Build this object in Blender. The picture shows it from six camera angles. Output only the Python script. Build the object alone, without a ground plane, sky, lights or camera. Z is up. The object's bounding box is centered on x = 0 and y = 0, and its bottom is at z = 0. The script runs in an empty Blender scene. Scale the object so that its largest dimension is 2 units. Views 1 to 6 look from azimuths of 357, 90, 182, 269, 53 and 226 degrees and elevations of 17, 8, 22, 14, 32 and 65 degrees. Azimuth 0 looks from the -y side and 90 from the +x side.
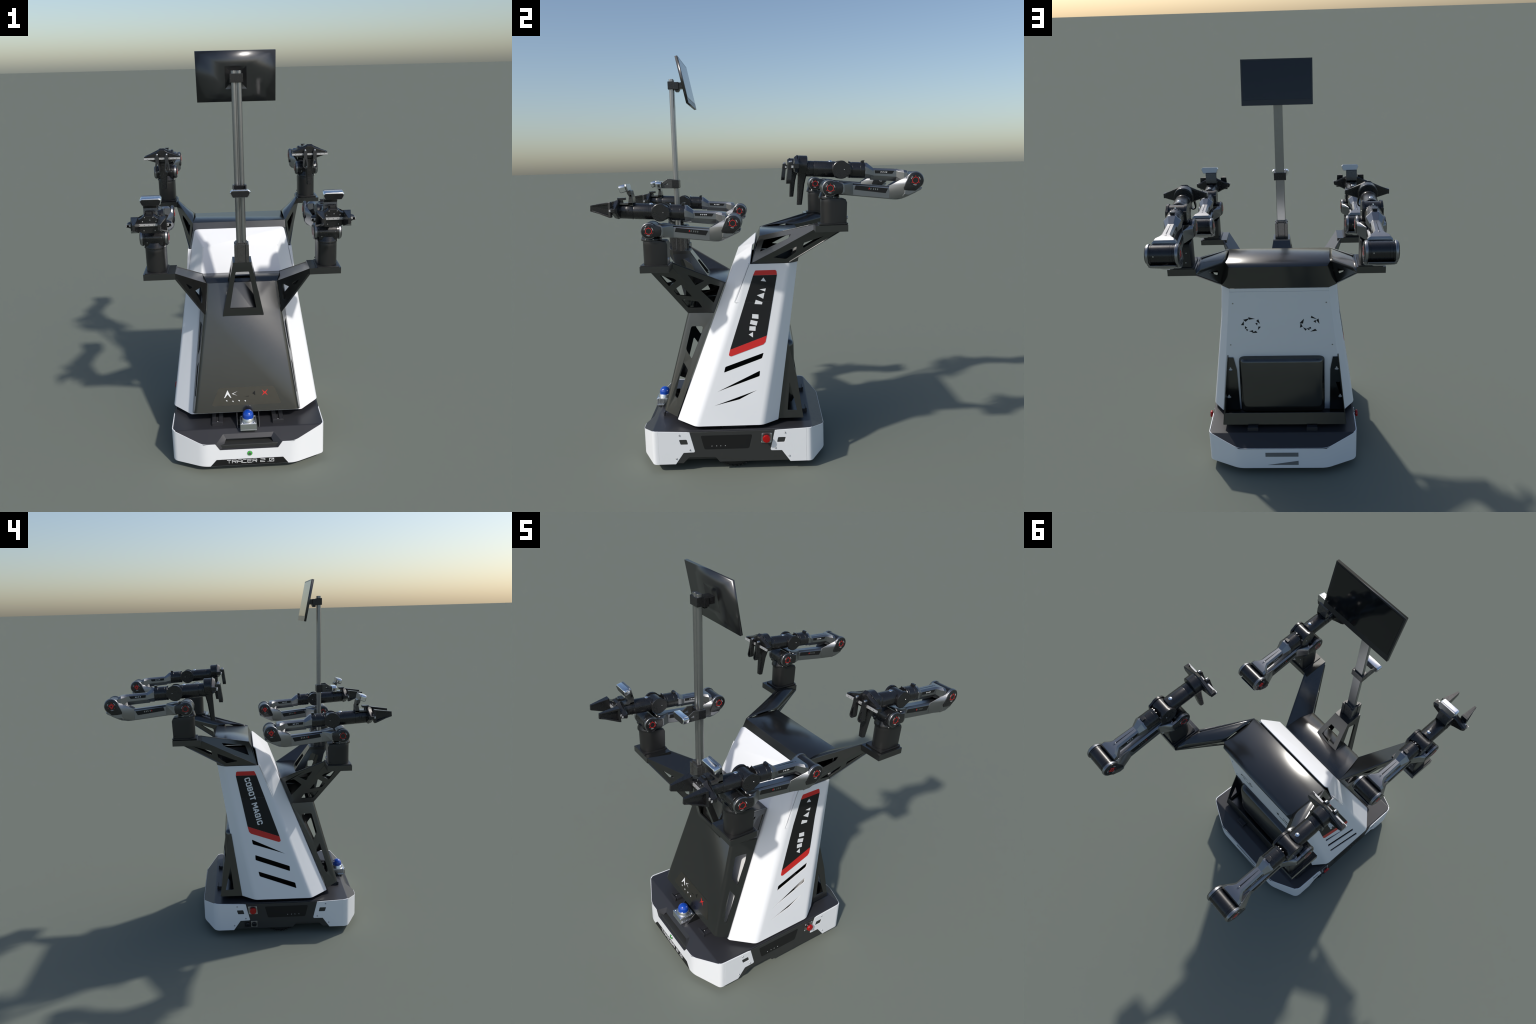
import bpy, bmesh, math, random
from mathutils import Vector as V, Matrix
from mathutils.geometry import tessellate_polygon

random.seed(7)
YC = -0.1527            # fore-aft centre of the wheeled base

# ------------------------------------------------------------------ materials
def material(name, color, rough=0.4, metal=0.0, spec=0.5, coat=0.0, vary=0.06, scale=60.0,
             bump=0.0, transmission=0.0, rvary=0.05):
    m = bpy.data.materials.new(name)
    m.use_nodes = True
    nt = m.node_tree
    b = nt.nodes["Principled BSDF"]
    tc = nt.nodes.new("ShaderNodeTexCoord")
    nz = nt.nodes.new("ShaderNodeTexNoise")
    nz.inputs["Scale"].default_value = scale
    nz.inputs["Detail"].default_value = 4.0
    nt.links.new(tc.outputs["Object"], nz.inputs["Vector"])
    mix = nt.nodes.new("ShaderNodeMix")
    mix.data_type = 'RGBA'
    lo = [max(0.0, c * (1 - vary)) for c in color]
    hi = [min(1.0, c * (1 + vary)) for c in color]
    mix.inputs[6].default_value = (*lo, 1)
    mix.inputs[7].default_value = (*hi, 1)
    nt.links.new(nz.outputs["Fac"], mix.inputs[0])
    nt.links.new(mix.outputs[2], b.inputs["Base Color"])
    mr = nt.nodes.new("ShaderNodeMapRange")
    mr.inputs["To Min"].default_value = max(0.02, rough - rvary)
    mr.inputs["To Max"].default_value = min(1.0, rough + rvary)
    nt.links.new(nz.outputs["Fac"], mr.inputs["Value"])
    nt.links.new(mr.outputs["Result"], b.inputs["Roughness"])
    b.inputs["Metallic"].default_value = metal
    b.inputs["Specular IOR Level"].default_value = spec
    b.inputs["Coat Weight"].default_value = coat
    b.inputs["Coat Roughness"].default_value = 0.1
    b.inputs["Transmission Weight"].default_value = transmission
    if bump:
        bp = nt.nodes.new("ShaderNodeBump")
        bp.inputs["Strength"].default_value = bump
        bp.inputs["Distance"].default_value = 0.001
        nz2 = nt.nodes.new("ShaderNodeTexNoise")
        nz2.inputs["Scale"].default_value = 900
        nt.links.new(tc.outputs["Object"], nz2.inputs["Vector"])
        nt.links.new(nz2.outputs["Fac"], bp.inputs["Height"])
        nt.links.new(bp.outputs["Normal"], b.inputs["Normal"])
    return m

WHITE = material("white_paint", (0.85, 0.855, 0.865), 0.38, vary=0.01, scale=8)
BLACK = material("black_lacquer", (0.102, 0.104, 0.103), 0.23, metal=0.9, vary=0.05, scale=12, rvary=.01)
DECK = material("deck_plastic", (0.026, 0.026, 0.030), 0.42, vary=0.06)
CHASSIS = material("chassis_plastic", (0.030, 0.031, 0.030), 0.5)
JOINT = material("joint_black", (0.010, 0.010, 0.011), 0.28, spec=0.6)
COLUMN = material("column_black", (0.014, 0.014, 0.014), 0.36)
GREY = material("arm_grey_metal", (0.29, 0.295, 0.303), 0.36, metal=1.0, vary=0.04, rvary=.01)
STEEL = material("brushed_steel", (0.42, 0.42, 0.42), 0.32, metal=1.0)
POLE = material("pole_aluminium", (0.34, 0.345, 0.345), 0.33, metal=0.95, rvary=.01)
CHROME = material("chrome", (0.88, 0.89, 0.91), 0.18, metal=1.0, rvary=0.02)
SOCKET = material("socket_metal", (0.09, 0.09, 0.088), 0.28, metal=0.6)
LABEL = material("label_black", (0.010, 0.010, 0.010), 0.5, spec=0.3)
PANEL = material("panel_brown_black", (0.122, 0.114, 0.100), 0.28, metal=0.9, rvary=.01)
RED = material("red_print", (0.62, 0.018, 0.015), 0.4)
REDGLOSS = material("red_button", (0.38, 0.003, 0.003), 0.18)
INK = material("white_ink", (0.78, 0.78, 0.78), 0.5, vary=0.02)
SCREEN = material("screen_glass", (0.006, 0.007, 0.008), 0.06, spec=0.5, rvary=0.01)
BEZEL = material("bezel_black", (0.10, 0.101, 0.104), 0.28, metal=0.9, rvary=.01)
FRAME = material("screen_frame", (0.018, 0.018, 0.020), 0.3)
RAIL = material("rail_bright", (0.55, 0.55, 0.55), 0.35, metal=0.4)
SILVER = material("cast_silver", (0.78, 0.79, 0.80), 0.30, metal=1.0)
HATCH = material("hatch_grey", (0.17, 0.175, 0.175), 0.5)
BLUE = material("blue_lens", (0.003, 0.06, 0.42), 0.08, coat=1.0, rvary=0.02)
GREEN = material("green_ring", (0.05, 0.65, 0.05), 0.4)
RUBBER = material("rubber", (0.012, 0.012, 0.012), 0.7)
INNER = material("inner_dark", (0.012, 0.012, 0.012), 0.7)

# ------------------------------------------------------------------ builder
def fillet(pts, r, n=4):
    """round the corners of a 2D/3D planar polygon"""
    out = []
    N = len(pts)
    P = [V(p) for p in pts]
    for i in range(N):
        a, b, c = P[i - 1], P[i], P[(i + 1) % N]
        u, w = (a - b), (c - b)
        d = min(r, 0.45 * u.length, 0.45 * w.length)
        s, e = b + u.normalized() * d, b + w.normalized() * d
        for k in range(n + 1):
            t = k / n
            out.append(s * (1 - t) ** 2 + b * 2 * t * (1 - t) + e * t * t)
    return out

def circle2(cy, cz, r, a0=0.0, a1=360.0, n=32, closed=True):
    m = n if closed else n + 1
    return [(cy + r * math.cos(math.radians(a0 + (a1 - a0) * k / n)),
             cz + r * math.sin(math.radians(a0 + (a1 - a0) * k / n))) for k in range(m)]

class Builder:
    def __init__(self):
        self.v, self.f, self.m, self.mats = [], [], [], []
    def mat(self, m):
        if m not in self.mats:
            self.mats.append(m)
        return self.mats.index(m)
    def add(self, verts, faces, m):
        o = len(self.v)
        k = self.mat(m)
        self.v += [V(p) for p in verts]
        for f in faces:
            self.f.append([i + o for i in f])
            self.m.append(k)
    def box(self, lo, hi, m):
        x0, y0, z0 = lo
        x1, y1, z1 = hi
        vs = [(x0, y0, z0), (x1, y0, z0), (x1, y1, z0), (x0, y1, z0), (x0, y0, z1), (x1, y0, z1), (x1, y1, z1), (x0, y1, z1)]
        self.add(vs, [(3, 2, 1, 0), (4, 5, 6, 7), (0, 1, 5, 4), (1, 2, 6, 5), (2, 3, 7, 6), (3, 0, 4, 7)], m)
    def loft(self, rings, m, cap=True):
        n = len(rings[0])
        vs = [p for r in rings for p in r]
        fs = []
        for i in range(len(rings) - 1):
            for j in range(n):
                k = (j + 1) % n
                fs.append((i * n + j, i * n + k, (i + 1) * n + k, (i + 1) * n + j))
        if cap:
            fs.append(tuple(reversed(range(n))))
            fs.append(tuple((len(rings) - 1) * n + j for j in range(n)))
        self.add(vs, fs, m)
    def tube(self, p0, p1, rads, m, n=32):
        """solid of revolution; rads = [(t, r)...] t along p0-p1"""
        p0, p1 = V(p0), V(p1)
        d = (p1 - p0)
        w = d.normalized()
        u = w.orthogonal().normalized()
        q = w.cross(u)
        rings = []
        for t, r in rads:
            c = p0 + d * t
            rings.append([c + (u * math.cos(2 * math.pi * k / n) + q * math.sin(2 * math.pi * k / n)) * r for k in range(n)])
        self.loft(rings, m)
    def cyl(self, p0, p1, r, m, n=32, ch=0.0):
        L = (V(p1) - V(p0)).length
        if ch:
            c = ch / L
            self.tube(p0, p1, [(0, r - ch), (c, r), (1 - c, r), (1, r - ch)], m, n)
        else:
            self.tube(p0, p1, [(0, r), (1, r)], m, n)
    def prism_x(self, yz, x0, x1, m, yz2=None):
        a = [(x0, y, z) for y, z in yz]
        b = [(x1, y, z) for y, z in (yz2 or yz)]
        self.loft([a, b], m)
    def prism_z(self, xy, z0, z1, m, xy2=None):
        self.loft([[(x, y, z0) for x, y in xy], [(x, y, z1) for x, y in (xy2 or xy)]], m)
    def prism_y(self, xz, y0, y1, m, xz2=None):
        self.loft([[(x, y0, z) for x, z in xz], [(x, y1, z) for x, z in (xz2 or xz)]], m)
    def hull(self, pts, m):
        bm = bmesh.new()
        for p in pts:
            bm.verts.new(p)
        r = bmesh.ops.convex_hull(bm, input=bm.verts)
        bmesh.ops.dissolve_limit(bm, angle_limit=0.01, verts=bm.verts, edges=bm.edges)
        for g in [v for v in bm.verts if not v.link_faces]:
            bm.verts.remove(g)
        bm.verts.index_update()
        self.add([v.co.copy() for v in bm.verts], [[v.index for v in f.verts] for f in bm.faces], m)
        bm.free()
    def sheet(self, outer, holes, m):
        """single surface polygon with holes"""
        P = [V(p) for p in outer]
        H = [[V(p) for p in h] for h in holes]
        loops = [P] + H
        flat = [p for l in loops for p in l]
        n = newell(P)
        c = P[0]
        u = (P[1] - P[0]).normalized()
        w = n.cross(u)
        l2 = [[V(((p - c).dot(u), (p - c).dot(w), 0)) for p in l] for l in loops]
        f2 = [p for l in l2 for p in l]
        if not holes:
            self.add(P, [list(range(len(P)))], m)
            return
        tris = []
        for t in tessellate_polygon(l2):
            a, b, d = (f2[i] for i in t)
            ar = (b - a).cross(d - a).z
            if abs(ar) < 1e-12:
                continue
            tris.append(t if ar > 0 else t[::-1])
        self.add(flat, tris, m)
    def plate(self, outer, holes, th, m, lift=0.0):
        """flat plate: outline is the outer face (counter-clockwise seen from outside), th goes inward"""
        P = [V(p) for p in outer]
        n = newell(P)
        c = sum(P, V()) / len(P)
        flatten = lambda p: V(p) - n * ((V(p) - c).dot(n)) + n * lift
        loops = [[flatten(p) for p in P]] + [[flatten(p) for p in h] for h in holes]
        u = (loops[0][1] - loops[0][0]).normalized()
        w = n.cross(u)
        l2 = [[V(((p - c).dot(u), (p - c).dot(w), 0)) for p in l] for l in loops]
        f2 = [p for l in l2 for p in l]
        flat = [p for l in loops for p in l]
        N = len(flat)
        fs = []
        if holes:
            for t in tessellate_polygon(l2):
                a, b, d = (f2[i] for i in t)
                ar = (b - a).cross(d - a).z
                if abs(ar) < 1e-12:
                    continue
                t = tuple(t if ar > 0 else t[::-1])
                fs.append(t)
                fs.append(tuple(i + N for i in reversed(t)))
        else:
            fs.append(tuple(range(N)))
            fs.append(tuple(i + N for i in reversed(range(N))))
        o = 0
        for k, l in enumerate(l2):
            area = sum(l[i - 1].x * l[i].y - l[i].x * l[i - 1].y for i in range(len(l)))
            ccw = area > 0
            for i in range(len(l)):
                j = (i + 1) % len(l)
                a, b = o + i, o + j
                q = (a, a + N, b + N, b)
                fs.append(q if (ccw == (k == 0)) else q[::-1])
            o += len(l)
        self.add(flat + [p - n * th for p in flat], fs, m)
    def ribbon(self, pts, w, frame, m, h0, h1):
        """stroke of width w along 2D points, in frame (origin,u,v,n)"""
        o, u, vv, n = frame
        P = [V((p[0], p[1])) for p in pts]
        L, R = [], []
        for i, p in enumerate(P):
            if i == 0:
                d = (P[1] - p).normalized(); k = 1
            elif i == len(P) - 1:
                d = (p - P[i - 1]).normalized(); k = 1
            else:
                d1, d2 = (p - P[i - 1]).normalized(), (P[i + 1] - p).normalized()
                d = (d1 + d2).normalized()
                k = 1 / max(0.4, d.dot(d1))
            q = V((-d.y, d.x)) * (w / 2 * k)
            L.append(p + q); R.append(p - q)
        to3 = lambda p, h: o + u * p.x + vv * p.y + n * h
        N = len(P)
        vs = [to3(p, h0) for p in L] + [to3(p, h0) for p in R] + [to3(p, h1) for p in L] + [to3(p, h1) for p in R]
        fs = []
        for i in range(N - 1):
            fs += [(2 * N + i, 3 * N + i, 3 * N + i + 1, 2 * N + i + 1), (i, i + 1, N + i + 1, N + i),
                   (i, 2 * N + i, 2 * N + i + 1, i + 1), (N + i, N + i + 1, 3 * N + i + 1, 3 * N + i)]
        fs += [(0, N, 3 * N, 2 * N), (N - 1, 3 * N - 1, 4 * N - 1, 2 * N - 1)]
        self.add(vs, fs, m)
    def mesh(self, name, merge=False, smooth=35):
        me = bpy.data.meshes.new(name)
        bm = bmesh.new()
        bv = [bm.verts.new(p) for p in self.v]
        for f, k in zip(self.f, self.m):
            try:
                fc = bm.faces.new([bv[i] for i in f])
                fc.material_index = k
            except ValueError:
                pass
        if merge:
            bmesh.ops.remove_doubles(bm, verts=bm.verts, dist=0.0005)
        bmesh.ops.recalc_face_normals(bm, faces=bm.faces)
        bm.to_mesh(me)
        bm.free()
        for m in self.mats:
            me.materials.append(m)
        me.polygons.foreach_set("use_smooth", [True] * len(me.polygons))
        me.set_sharp_from_angle(angle=math.radians(smooth))
        return me

def newell(P):
    n = V((0, 0, 0))
    for i in range(len(P)):
        a, b = P[i - 1], P[i]
        n += V(((a.y - b.y) * (a.z + b.z), (a.z - b.z) * (a.x + b.x), (a.x - b.x) * (a.y + b.y)))
    return n.normalized()

def place(name, data, parent=None, bevel=0.0, seg=2, solidify=0.0, angle=30, loc=(0, 0, 0), harden=True):
    o = bpy.data.objects.new(name, data)
    bpy.context.scene.collection.objects.link(o)
    o.location = loc
    if parent is not None:
        o.parent = parent
    if bevel:
        b = o.modifiers.new("edge_bevel", 'BEVEL')
        b.width = bevel
        b.segments = seg
        b.limit_method = 'ANGLE'
        b.angle_limit = math.radians(angle)
        b.harden_normals = harden
        b.use_clamp_overlap = True
    if solidify:
        s = o.modifiers.new("sheet", 'SOLIDIFY')
        s.thickness = solidify
        s.offset = -1
    return o

def make(B, name, parent=None, bevel=0.0, seg=2, merge=False, solidify=0.0, smooth=35, angle=30, harden=True):
    return place(name, B.mesh(name, merge, smooth), parent, bevel, seg, solidify, angle, harden=harden)

def mx(p):
    return (-p[0], p[1], p[2])

def shell(B, name, th, inner=None, lean=None):
    """sheet-metal body: smooth outer skin, offset inner skin and a separate rim, all real thickness"""
    src = B.mesh(name + "_skin", merge=True, smooth=180)
    src.update()
    R = Builder()
    for m in src.materials:
        R.mat(m)
    co = [v.co.copy() for v in src.vertices]
    nn = [v.normal.copy() for v in src.vertices]
    n = len(co)
    outer = [list(p.vertices) for p in src.polygons]
    R.add(co, outer, src.materials[0])
    R.add([c - k * th for c, k in zip(co, nn)], [list(reversed(f)) for f in outer], inner or src.materials[0])
    cnt = {}
    for f in outer:
        for i in range(len(f)):
            a, b = f[i - 1], f[i]
            cnt.setdefault(frozenset((a, b)), []).append((a, b))
    for e, l in cnt.items():
        if len(l) == 1:
            a, b = l[0]
            R.add([co[b], co[a], co[a] - nn[a] * th, co[b] - nn[b] * th], [(0, 1, 2, 3)], src.materials[0])
    bpy.data.meshes.remove(src)
    me = bpy.data.meshes.new(name)
    me.from_pydata([tuple(v) for v in R.v], [], R.f)
    for m in R.mats:
        me.materials.append(m)
    me.polygons.foreach_set("material_index", R.m)
    me.polygons.foreach_set("use_smooth", [True] * len(me.polygons))
    me.update()
    if lean:                                   # vertex normals bent by hand to steer highlights over flat faces
        ns = [v.normal.copy() for v in me.vertices]
        for i in range(n):
            for p, q in lean:
                if (co[i] - V(p)).length < .004:
                    ns[i] = V(q).normalized()
        me.normals_split_custom_set_from_vertices([tuple(k) for k in ns])
    return me

def mirror_poly(P, s):
    """mirror a list of points in x for s = -1 keeping orientation"""
    if s > 0:
        return [V(p) for p in P]
    return [V(mx(p)) for p in reversed(P)]

def lerp(a, b, t):
    return V(a) + (V(b) - V(a)) * t

def inset_poly(P, k):
    c = sum((V(p) for p in P), V()) / len(P)
    return [lerp(p, c, k) for p in P]

# ------------------------------------------------------------------ root
root = bpy.data.objects.new("mobile_robot", None)
bpy.context.scene.collection.objects.link(root)
root["label"] = "white and black wheeled robot with four arms and screen"
root["category"] = "robot"

# ================================================================== BASE
XS, YS, XF, YF = 0.377, 0.3855, 0.226, 0.4580     # half sizes of the octagon
ZT, ZF, ZB = 0.205, 0.160, 0.037
def zt(y):                                         # top edge height along the rim
    return ZT - max(0.0, abs(y - YC) - 0.388) / (YF - 0.388) * (ZT - ZF)

B = Builder()
octo = [(XS - .008, -YS), (XS - .008, YS), (XF - .003, YF - .008), (-XF + .003, YF - .008), (-XS + .008, YS), (-XS + .008, -YS), (-XF + .003, -YF + .008), (XF - .003, -YF + .008)]
B.prism_z([(x, y + YC) for x, y in octo], 0.055, 0.15, CHASSIS)
for s in (1, -1):
    prof = [(-.44, .042), (-.395, .041), (-.366, .069), (-.237, .068), (-.218, .043), (.13, .043), (.13, .199), (-.44, .199)]
    poly = mirror_poly([(0.3800, y, z) for y, z in prof], s)
    B.plate(poly, [], 0.006, CHASSIS)
chassis = make(B, "chassis", root, bevel=0.002)

# deck with sloping ends and the carrying-handle notch
B = Builder()
f = 0.388
e = 0.0
def dk(x, y):
    return (x, y, zt(y))
yf, yr, ff, fr = YC - YF, YC + YF, YC - f, YC + f
xd, xk = .3755, .3695
B.sheet([dk(-xk, ff), dk(xk, ff), dk(xd, ff + .018), dk(xd, fr - .018), dk(xk, fr), dk(-xk, fr), dk(-xd, fr - .018), dk(-xd, ff + .018)], [], DECK)
B.sheet([dk(-xk, fr), dk(xk, fr), dk(XF - .004, yr + .002), dk(-XF + .004, yr + .002)], [], DECK)
B.sheet([dk(xk, ff), dk(-xk, ff), dk(-XF + .004, yf), dk(-.163, yf), dk(-.126, -.566), dk(.126, -.566), dk(.163, yf), dk(XF - .004, yf)], [], DECK)
for s in (1, -1):
    B.sheet(mirror_poly([(xd, ff + .018, .15), (xd, fr - .018, .15), dk(xd, fr - .018), dk(xd, ff + .018)], s), [], DECK)
chassis.location.x = 0.0025
deck = make(B, "deck", chassis, bevel=0.006, seg=3, merge=True, smooth=20, angle=15)
# recessed carrying handle
B = Builder()
rim = [(-.126, -.566, zt(-.566)), (.126, -.566, zt(-.566)), (.163, yf, ZF), (.143, yf - .001, .129), (-.143, yf - .001, .129), (-.163, yf, ZF)]
inn = [(-.112, -.580, .170), (.112, -.580, .170), (.120, -.590, .152), (.113, -.588, .136), (-.113, -.588, .136), (-.120, -.590, .152)]
back = [(x, y + .03, z - .002) for x, y, z in inn]
for a, b, m in ((rim, inn, DECK), (inn, back, DECK)):
    for i in range(6):
        j = (i + 1) % 6
        B.add([a[i], a[j], b[j], b[i]], [(0, 1, 2, 3)], m)
B.add(back, [tuple(range(6))], CHASSIS)
make(B, "carrying_handle", chassis, merge=True, smooth=20)

def rim_path(sign, notch):
    pts = [(XS + .004, -.355), (XS + .004, -YS)] if False else None
    c = [V((XS + .004, -.36)), V((XS + .004, -YS)), V((XF, -YF)), V((-XF, -YF)), V((-XS - .004, -YS)), V((-XS - .004, -.36))]
    out = [c[0]]
    for i in (1, 2, 3, 4):
        a, b, d = c[i - 1], c[i], c[i + 1]
        r = 0.028
        u, w = (a - b), (d - b)
        r = min(r, .7 * u.length)
        s, e2 = b + u.normalized() * r, b + w.normalized() * r
        for k in range(7):
            t = k / 6
            out.append(s * (1 - t) ** 2 + b * 2 * t * (1 - t) + e2 * t * t)
        if i == 2 and notch:
            out += [V((.166, -YF)), V((.1655, -YF)), V((.144, -YF)), V((-.144, -YF)), V((-.1655, -YF)), V((-.166, -YF))]
    out.append(c[5])
    return [V((p.x, p.y * sign + YC)) for p in out]

for sign, nm in ((1, "bumper"), (-1, "bumper")):
    B = Builder()
    path = rim_path(sign, sign > 0)
    front = sign > 0
    n = len(path)
    outer_t, outer_b = [], []
    rr = []
    for i, p in enumerate(path):
        d = (path[min(i + 1, n - 1)] - path[max(i - 1, 0)]).normalized()
        nrm = V((-d.y, d.x)) * (1 if not front else 1)
        c = V((0, YC))
        if nrm.dot(p - c) > 0:
            nrm = -nrm
        top = zt(p.y) + 0.001
        if front and abs(p.y - (YC - YF)) < 1e-4 and abs(p.x) < .15:
            top = .1285
        q = p + nrm * 0.005
        rr.append([(p.x, p.y, ZB), (p.x, p.y, top), (q.x, q.y, top), (q.x, q.y, ZB)])
    B.loft(rr, WHITE)
    bump = make(B, nm, chassis, bevel=0.0015, smooth=25, angle=50)
    # side cheeks with window and bolts
    B = Builder()
    G = Builder()
    for s in (1, -1):
        def P(y, z, x=XS + .004):
            yy = y if front else 2 * YC - y
            return (x, yy, z)
        prof = [(-.5125, .2055), (-.359, .196), (-.337, .1015), (-.341, .096), (-.392, .095), (-.432, .0375), (-.5125, .0375)]
        prof[0] = (-.5125, .2055); prof[1] = (-.360, .1985)
        hole = fillet([P(-.412, .162) , P(-.375, .162), P(-.369, .137), P(-.405, .137)], .004, 3)
        pp = [P(y, z) for y, z in prof]
        nn = newell([V(p) for p in pp])
        if nn.x < 0:
            pp = pp[::-1]
        pp = mirror_poly(pp, s)
        hole = [V(h) if s > 0 else V(mx(h)) for h in hole]
        B.plate(pp, [hole], .005, WHITE, lift=0.0003)
        for by, bz in ((-.409, .185), (-.361, .109), (-.428, .066)):
            q = P(by, bz)
            G.tube((s * q[0], q[1], q[2]), (s * (q[0] + .004), q[1], q[2]), [(0, .0045), (.4, .004), (1, .0015)], STEEL, 12)
    make(B, "bumper_cheek", chassis, bevel=0.001)
    make(G, "bolt", chassis)["kind"] = "stuff"

# front name plate, power button, rear hatch
B = Builder()
yb = YC - YF
B.plate([(-.192, yb, .0385), (.194, yb, .0385), (.168, yb, .0735), (-.162, yb, .0735)], [], .002, LABEL, lift=.0015)
glyph = {
 'T': [[(0, 1), (1, 1)], [(.5, 1), (.5, 0)]], 'R': [[(0, 0), (0, 1), (1, 1), (1, .5), (0, .5)], [(.55, .5), (1, 0)]],
 'A': [[(0, 0), (0, .7), (.3, 1), (1, 1), (1, 0)], [(0, .45), (1, .45)]], 'C': [[(1, 1), (.2, 1), (0, .8), (0, 0), (1, 0)]],
 'E': [[(1, 1), (0, 1), (0, 0), (1, 0)], [(0, .5), (.9, .5)]], '2': [[(0, 1), (1, 1), (1, .55), (0, .45), (0, 0), (1, 0)]],
 '0': [[(.02, 0), (0, 1), (1, 1), (1, 0), (.02, 0)], [(0.1, .05), (.95, .95)]], '.': [[(.4, 0), (.55, 0)]], ' ': []}
def write(B, text, frame, w, h, gap, sw, mat, h0, h1, font):
    x = 0
    n = 0
    for ch in text:
        for st in font.get(ch, []):
            B.ribbon([(x + p[0] * w, p[1] * h) for p in st], sw, frame, mat, h0, h1 + n * 0.00006)
            n += 1
        x += w * (0.55 if ch == '.' else 1) + gap
fr0 = (V((-.111, yb - .0015, .052)), V((1, 0, 0)), V((0, 0, 1)), V((0, -1, 0)))
T = Builder()
write(T, "TRACER", fr0, .020, .017, .0055, .0022, INK, -.0005, .0006, glyph)
fr1 = (V((.055, yb - .0015, .052)), V((1, 0, 0)), V((0, 0, 1)), V((0, -1, 0)))
write(T, "2.0", fr1, .022, .017, .005, .0022, INK, -.0005, .0006, glyph)
plate = make(B, "name_plate", chassis, bevel=.0005)
make(T, "lettering", chassis)
B = Builder()
B.tube((.003, yb + .002, .104), (.003, yb - .003, .104), [(0, .0135), (.7, .0135), (1, .0125)], STEEL, 24)
B.tube((.003, yb - .002, .104), (.003, yb - .0045, .104), [(0, .0115), (1, .011)], GREEN, 24)
B.tube((.003, yb - .003, .104), (.003, yb - .0065, .104), [(0, .008), (1, .0075)], STEEL, 24)
make(B, "power_button", chassis)
B = Builder()
yb = YC + YF
B.plate([(-.085, yb, .054), (-.085, yb, .144), (.092, yb, .144), (.092, yb, .054)], [], .002, WHITE, lift=.0012)
B.plate([(-.080, yb, .110), (-.080, yb, .135), (.088, yb, .135), (.088, yb, .110)], [], .002, HATCH, lift=.002)
B.plate([(-.080, yb, .058), (-.080, yb, .084), (.078, yb, .058)], [], .002, HATCH, lift=.002)
make(B, "rear_hatch", chassis, bevel=.0004)

# side panels, emergency buttons
for s in (1, -1):
    B = Builder()
    X = 0.3800
    B.plate(mirror_poly(fillet([(X, -.290, .110), (X, -.074, .110), (X, -.056, .180), (X, -.307, .180)], .008, 3), s), [], .002, LABEL, lift=.0008)
    for i, y in enumerate((-.255, -.232, -.212, -.190)):
        B.plate(mirror_poly([(X, y, .124), (X, y + .004, .126), (X, y + .001, .129)], s), [], .001, INK, lift=.0016)
    make(B, "side_panel", chassis, bevel=.0004)
    B = Builder()
    B.plate(mirror_poly(fillet([(X, -.015, .135), (X, .037, .135), (X, .042, .186), (X, -.010, .186)], .006, 3), s), [], .003, STEEL, lift=.003)
    for y, z in ((-.007, .180), (.036, .180), (-.010, .141), (.032, .141)):
        B.tube((s * (X + .003), y, z), (s * (X + .0055), y, z), [(0, .003), (1, .002)], CHROME, 10)
    B.cyl((s * (X + .002), .013, .162), (s * (X + .012), .013, .162), .0125, JOINT, 24)
    make(B, "button_mount", chassis, bevel=.0008)
    B = Builder()
    B.tube((s * (X + .010), .013, .162), (s * .4035, .013, .162), [(0, .014), (.25, .019), (.75, .0185), (.95, .0165), (1, .012)], REDGLOSS, 28)
    make(B, "emergency_button", chassis)
# connectors on the left flank
B = Builder()
for y, r in ((.045, .014), (.008, .015)):
    z = .072
    B.box((-.3815, y - .019, z - .019), (-.377, y + .019, z + .019), JOINT if y > .03 else STEEL)
    B.tube((-.38, y, z), (-.389, y, z - .004), [(0, r), (.8, r * .95), (1, r * .6)], JOINT, 20)
make(B, "connector", chassis, bevel=.001)
# wheels
for s in (1, -1):
    B = Builder()
    c = V((s * .325, -.1455, .1135))
    w = V((s * .022, 0, 0))
    B.tube(c - w, c + w, [(0, .098), (.12, .109), (.3, .1135), (.7, .1135), (.88, .109), (1, .098)], RUBBER, 48)
    for k in range(36):
        a = 2 * math.pi * k / 36
        d = V((0, math.cos(a), math.sin(a)))
        t = V((0, -math.sin(a), math.cos(a)))
        p = c + d * .1085
        B.hull([p + d * q * .0046 + t * u2 * .0035 + V((s * x2, 0, 0)) for q in (-1, .99) for u2 in (-1, 1) for x2 in (-.0225, .0225)], RUBBER)
    B.cyl(c - w * .8, c + w * 1.05, .07, CHASSIS, 32)
    make(B, "drive_wheel", chassis)
for sx in (1, -1):
    for y in (YC - .33, YC + .33):
        B = Builder()
        B.tube((sx * .22 - .014, y, .035), (sx * .22 + .014, y, .035), [(0, .03), (.2, .0345), (.8, .0345), (1, .03)], RUBBER, 24)
        B.box((sx * .22 - .018, y - .02, .03), (sx * .22 + .018, y + .02, .062), CHASSIS)
        make(B, "castor_wheel", chassis, bevel=.001)

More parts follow.
